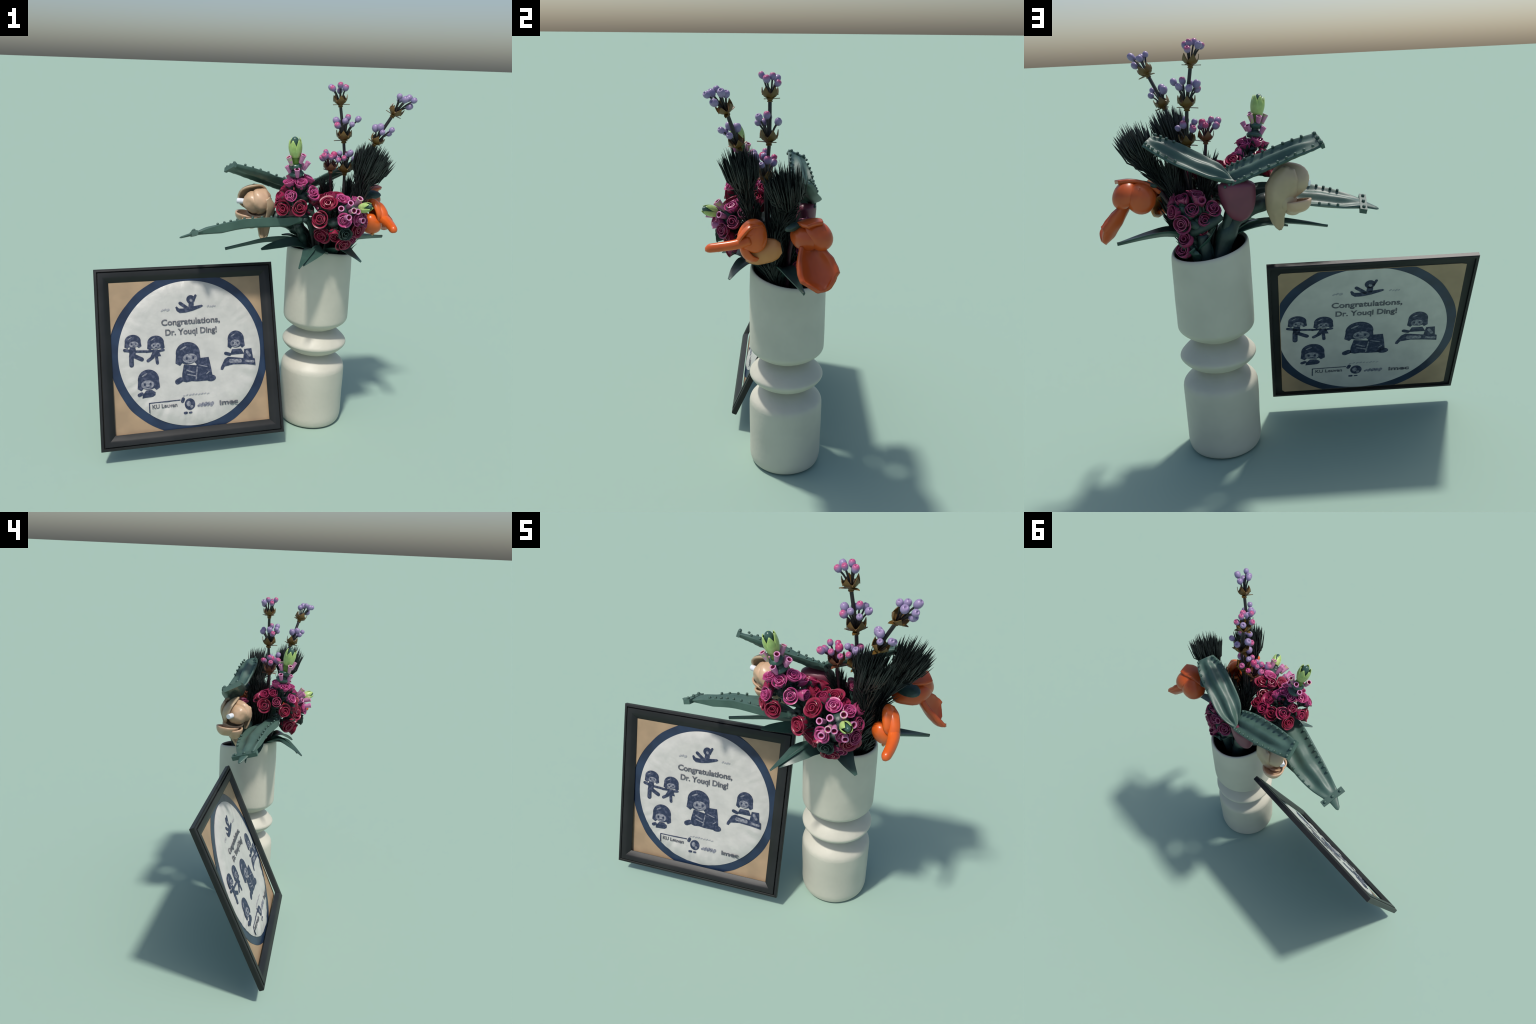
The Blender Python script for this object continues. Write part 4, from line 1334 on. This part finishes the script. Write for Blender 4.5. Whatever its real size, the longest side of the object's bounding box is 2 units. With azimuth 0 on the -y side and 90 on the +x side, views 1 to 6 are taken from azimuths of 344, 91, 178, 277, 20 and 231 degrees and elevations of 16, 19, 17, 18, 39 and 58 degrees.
        for v in me.vertices:
            xx = x + (v.co.x - x0) * k
            v.co = V3((xx, y + v.co.y, panel_height(xx, y + v.co.y, z1) + v.co.z))
        me.materials.clear()
        me.materials.append(mat)
        ob = bpy.data.objects.new(name, me)
        scene.collection.objects.link(ob)
        ob.parent = parent
    words("Congratulations,", 0.350, 0.640, 0.046, M["ink_text"], 0.328)
    words("Dr. Youqi Ding!", 0.369, 0.585, 0.046, M["ink_text"], 0.288)
    # illegible smudged marks: short strokes only, no letters
    def smudge(x0, x1, y, h, n, mat, seed):
        r = random.Random(seed)
        g = Geo()
        for k in range(n):
            x = lerp(x0, x1, (k + 0.5) / n)
            w = (x1 - x0) / n * 0.32
            yy = y + r.uniform(-0.1, 0.1) * h
            limb(g, (x - w * r.uniform(0.6, 1), yy - h * r.uniform(0.1, 0.3)), (x + w * r.uniform(0.6, 1), yy + h * r.uniform(-0.1, 0.3)), h * r.uniform(0.4, 0.6), z1)
        make("printed_mark", g.v, g.f, mat, parent, smooth=False)
    smudge(0.352, 0.397, 0.725, 0.016, 3, M["ink_faint"], 1)
    smudge(0.610, 0.660, 0.730, 0.014, 4, M["ink_faint"], 2)
    smudge(0.525, 0.613, 0.194, 0.022, 5, M["ink_soft"], 3)
    smudge(0.445, 0.595, 0.253, 0.012, 9, M["ink_faint"], 4)
    words("KU Leuven", 0.278, 0.197, 0.030, M["ink_text"], 0.135)
    words("imec", 0.648, 0.183, 0.036, M["ink_text"], 0.105)


artwork(frame, PRINT_Z)

# the reverse: the same picture again, seen the right way round from behind
BC = V3((FW - 0.528, 0.490, 0))


def clip_back(a):
    c, sn = math.cos(a), math.sin(a)
    k = []
    s = 0.0545
    if c > 1e-6: k.append((FW - s - BC.x) / c)
    if c < -1e-6: k.append((s - BC.x) / c)
    if sn > 1e-6: k.append((FH - s - BC.y) / sn)
    if sn < -1e-6: k.append((s - BC.y) / sn)
    return min(k)


back_panel = panel("round_panel", 0.432, 0.0238, 0.0008, M["disc"], frame, BC, 0.0, 0.0205, clip_back)
back_panel.matrix_basis = Matrix.Translation((FW, 0, 0)) @ Matrix.Rotation(math.pi, 4, "Y")
g = Geo()
n = 160
rows = [[], [], [], []]
for j in range(n):
    a = 2 * math.pi * j / n
    c, s = math.cos(a), math.sin(a)
    e = clip_back(a)
    q = min(0.480 + 0.004 * noise.noise(V3((c * 4, s * 4, 9))), e)
    r0 = min(0.42, e - 0.001)
    for k, (rad, zz) in enumerate([(r0, 0.0232), (q, 0.0232), (q, 0.0202), (r0, 0.0202)]):
        rows[k].append((BC.x + rad * c, BC.y + rad * s, zz))
rows.append(rows[0])
g.grid(rows, closed=True)
ob = make("navy_band", g.v, g.f, M["ring"], frame, angle=30)
ob.matrix_basis = Matrix.Translation((FW, 0, 0)) @ Matrix.Rotation(math.pi, 4, "Y")
k = 1.075
before = set(bpy.data.objects)
artwork(frame, 0.0)
for o in set(bpy.data.objects) - before:
    if o.parent == frame:
        o.matrix_basis = back_panel.matrix_basis @ Matrix.Translation((BC.x - DC.x * k + 0.004, BC.y - DC.y * k + 0.014, 0.0252)) @ Matrix.Diagonal((k, k, 1, 1))
# the picture has slipped in the frame: its foot sits further back than its head
SLIP = Matrix.Translation((0, 0.78, 0)) @ Matrix.Rotation(0.021, 4, "X") @ Matrix.Translation((0, -0.78, 0))
for o in frame.children:
    if not o.name.startswith("frame_"):
        o.matrix_basis = SLIP @ o.matrix_basis
for o in list(bpy.data.objects):
    if o.get("offset_children"):
        del o["offset_children"]
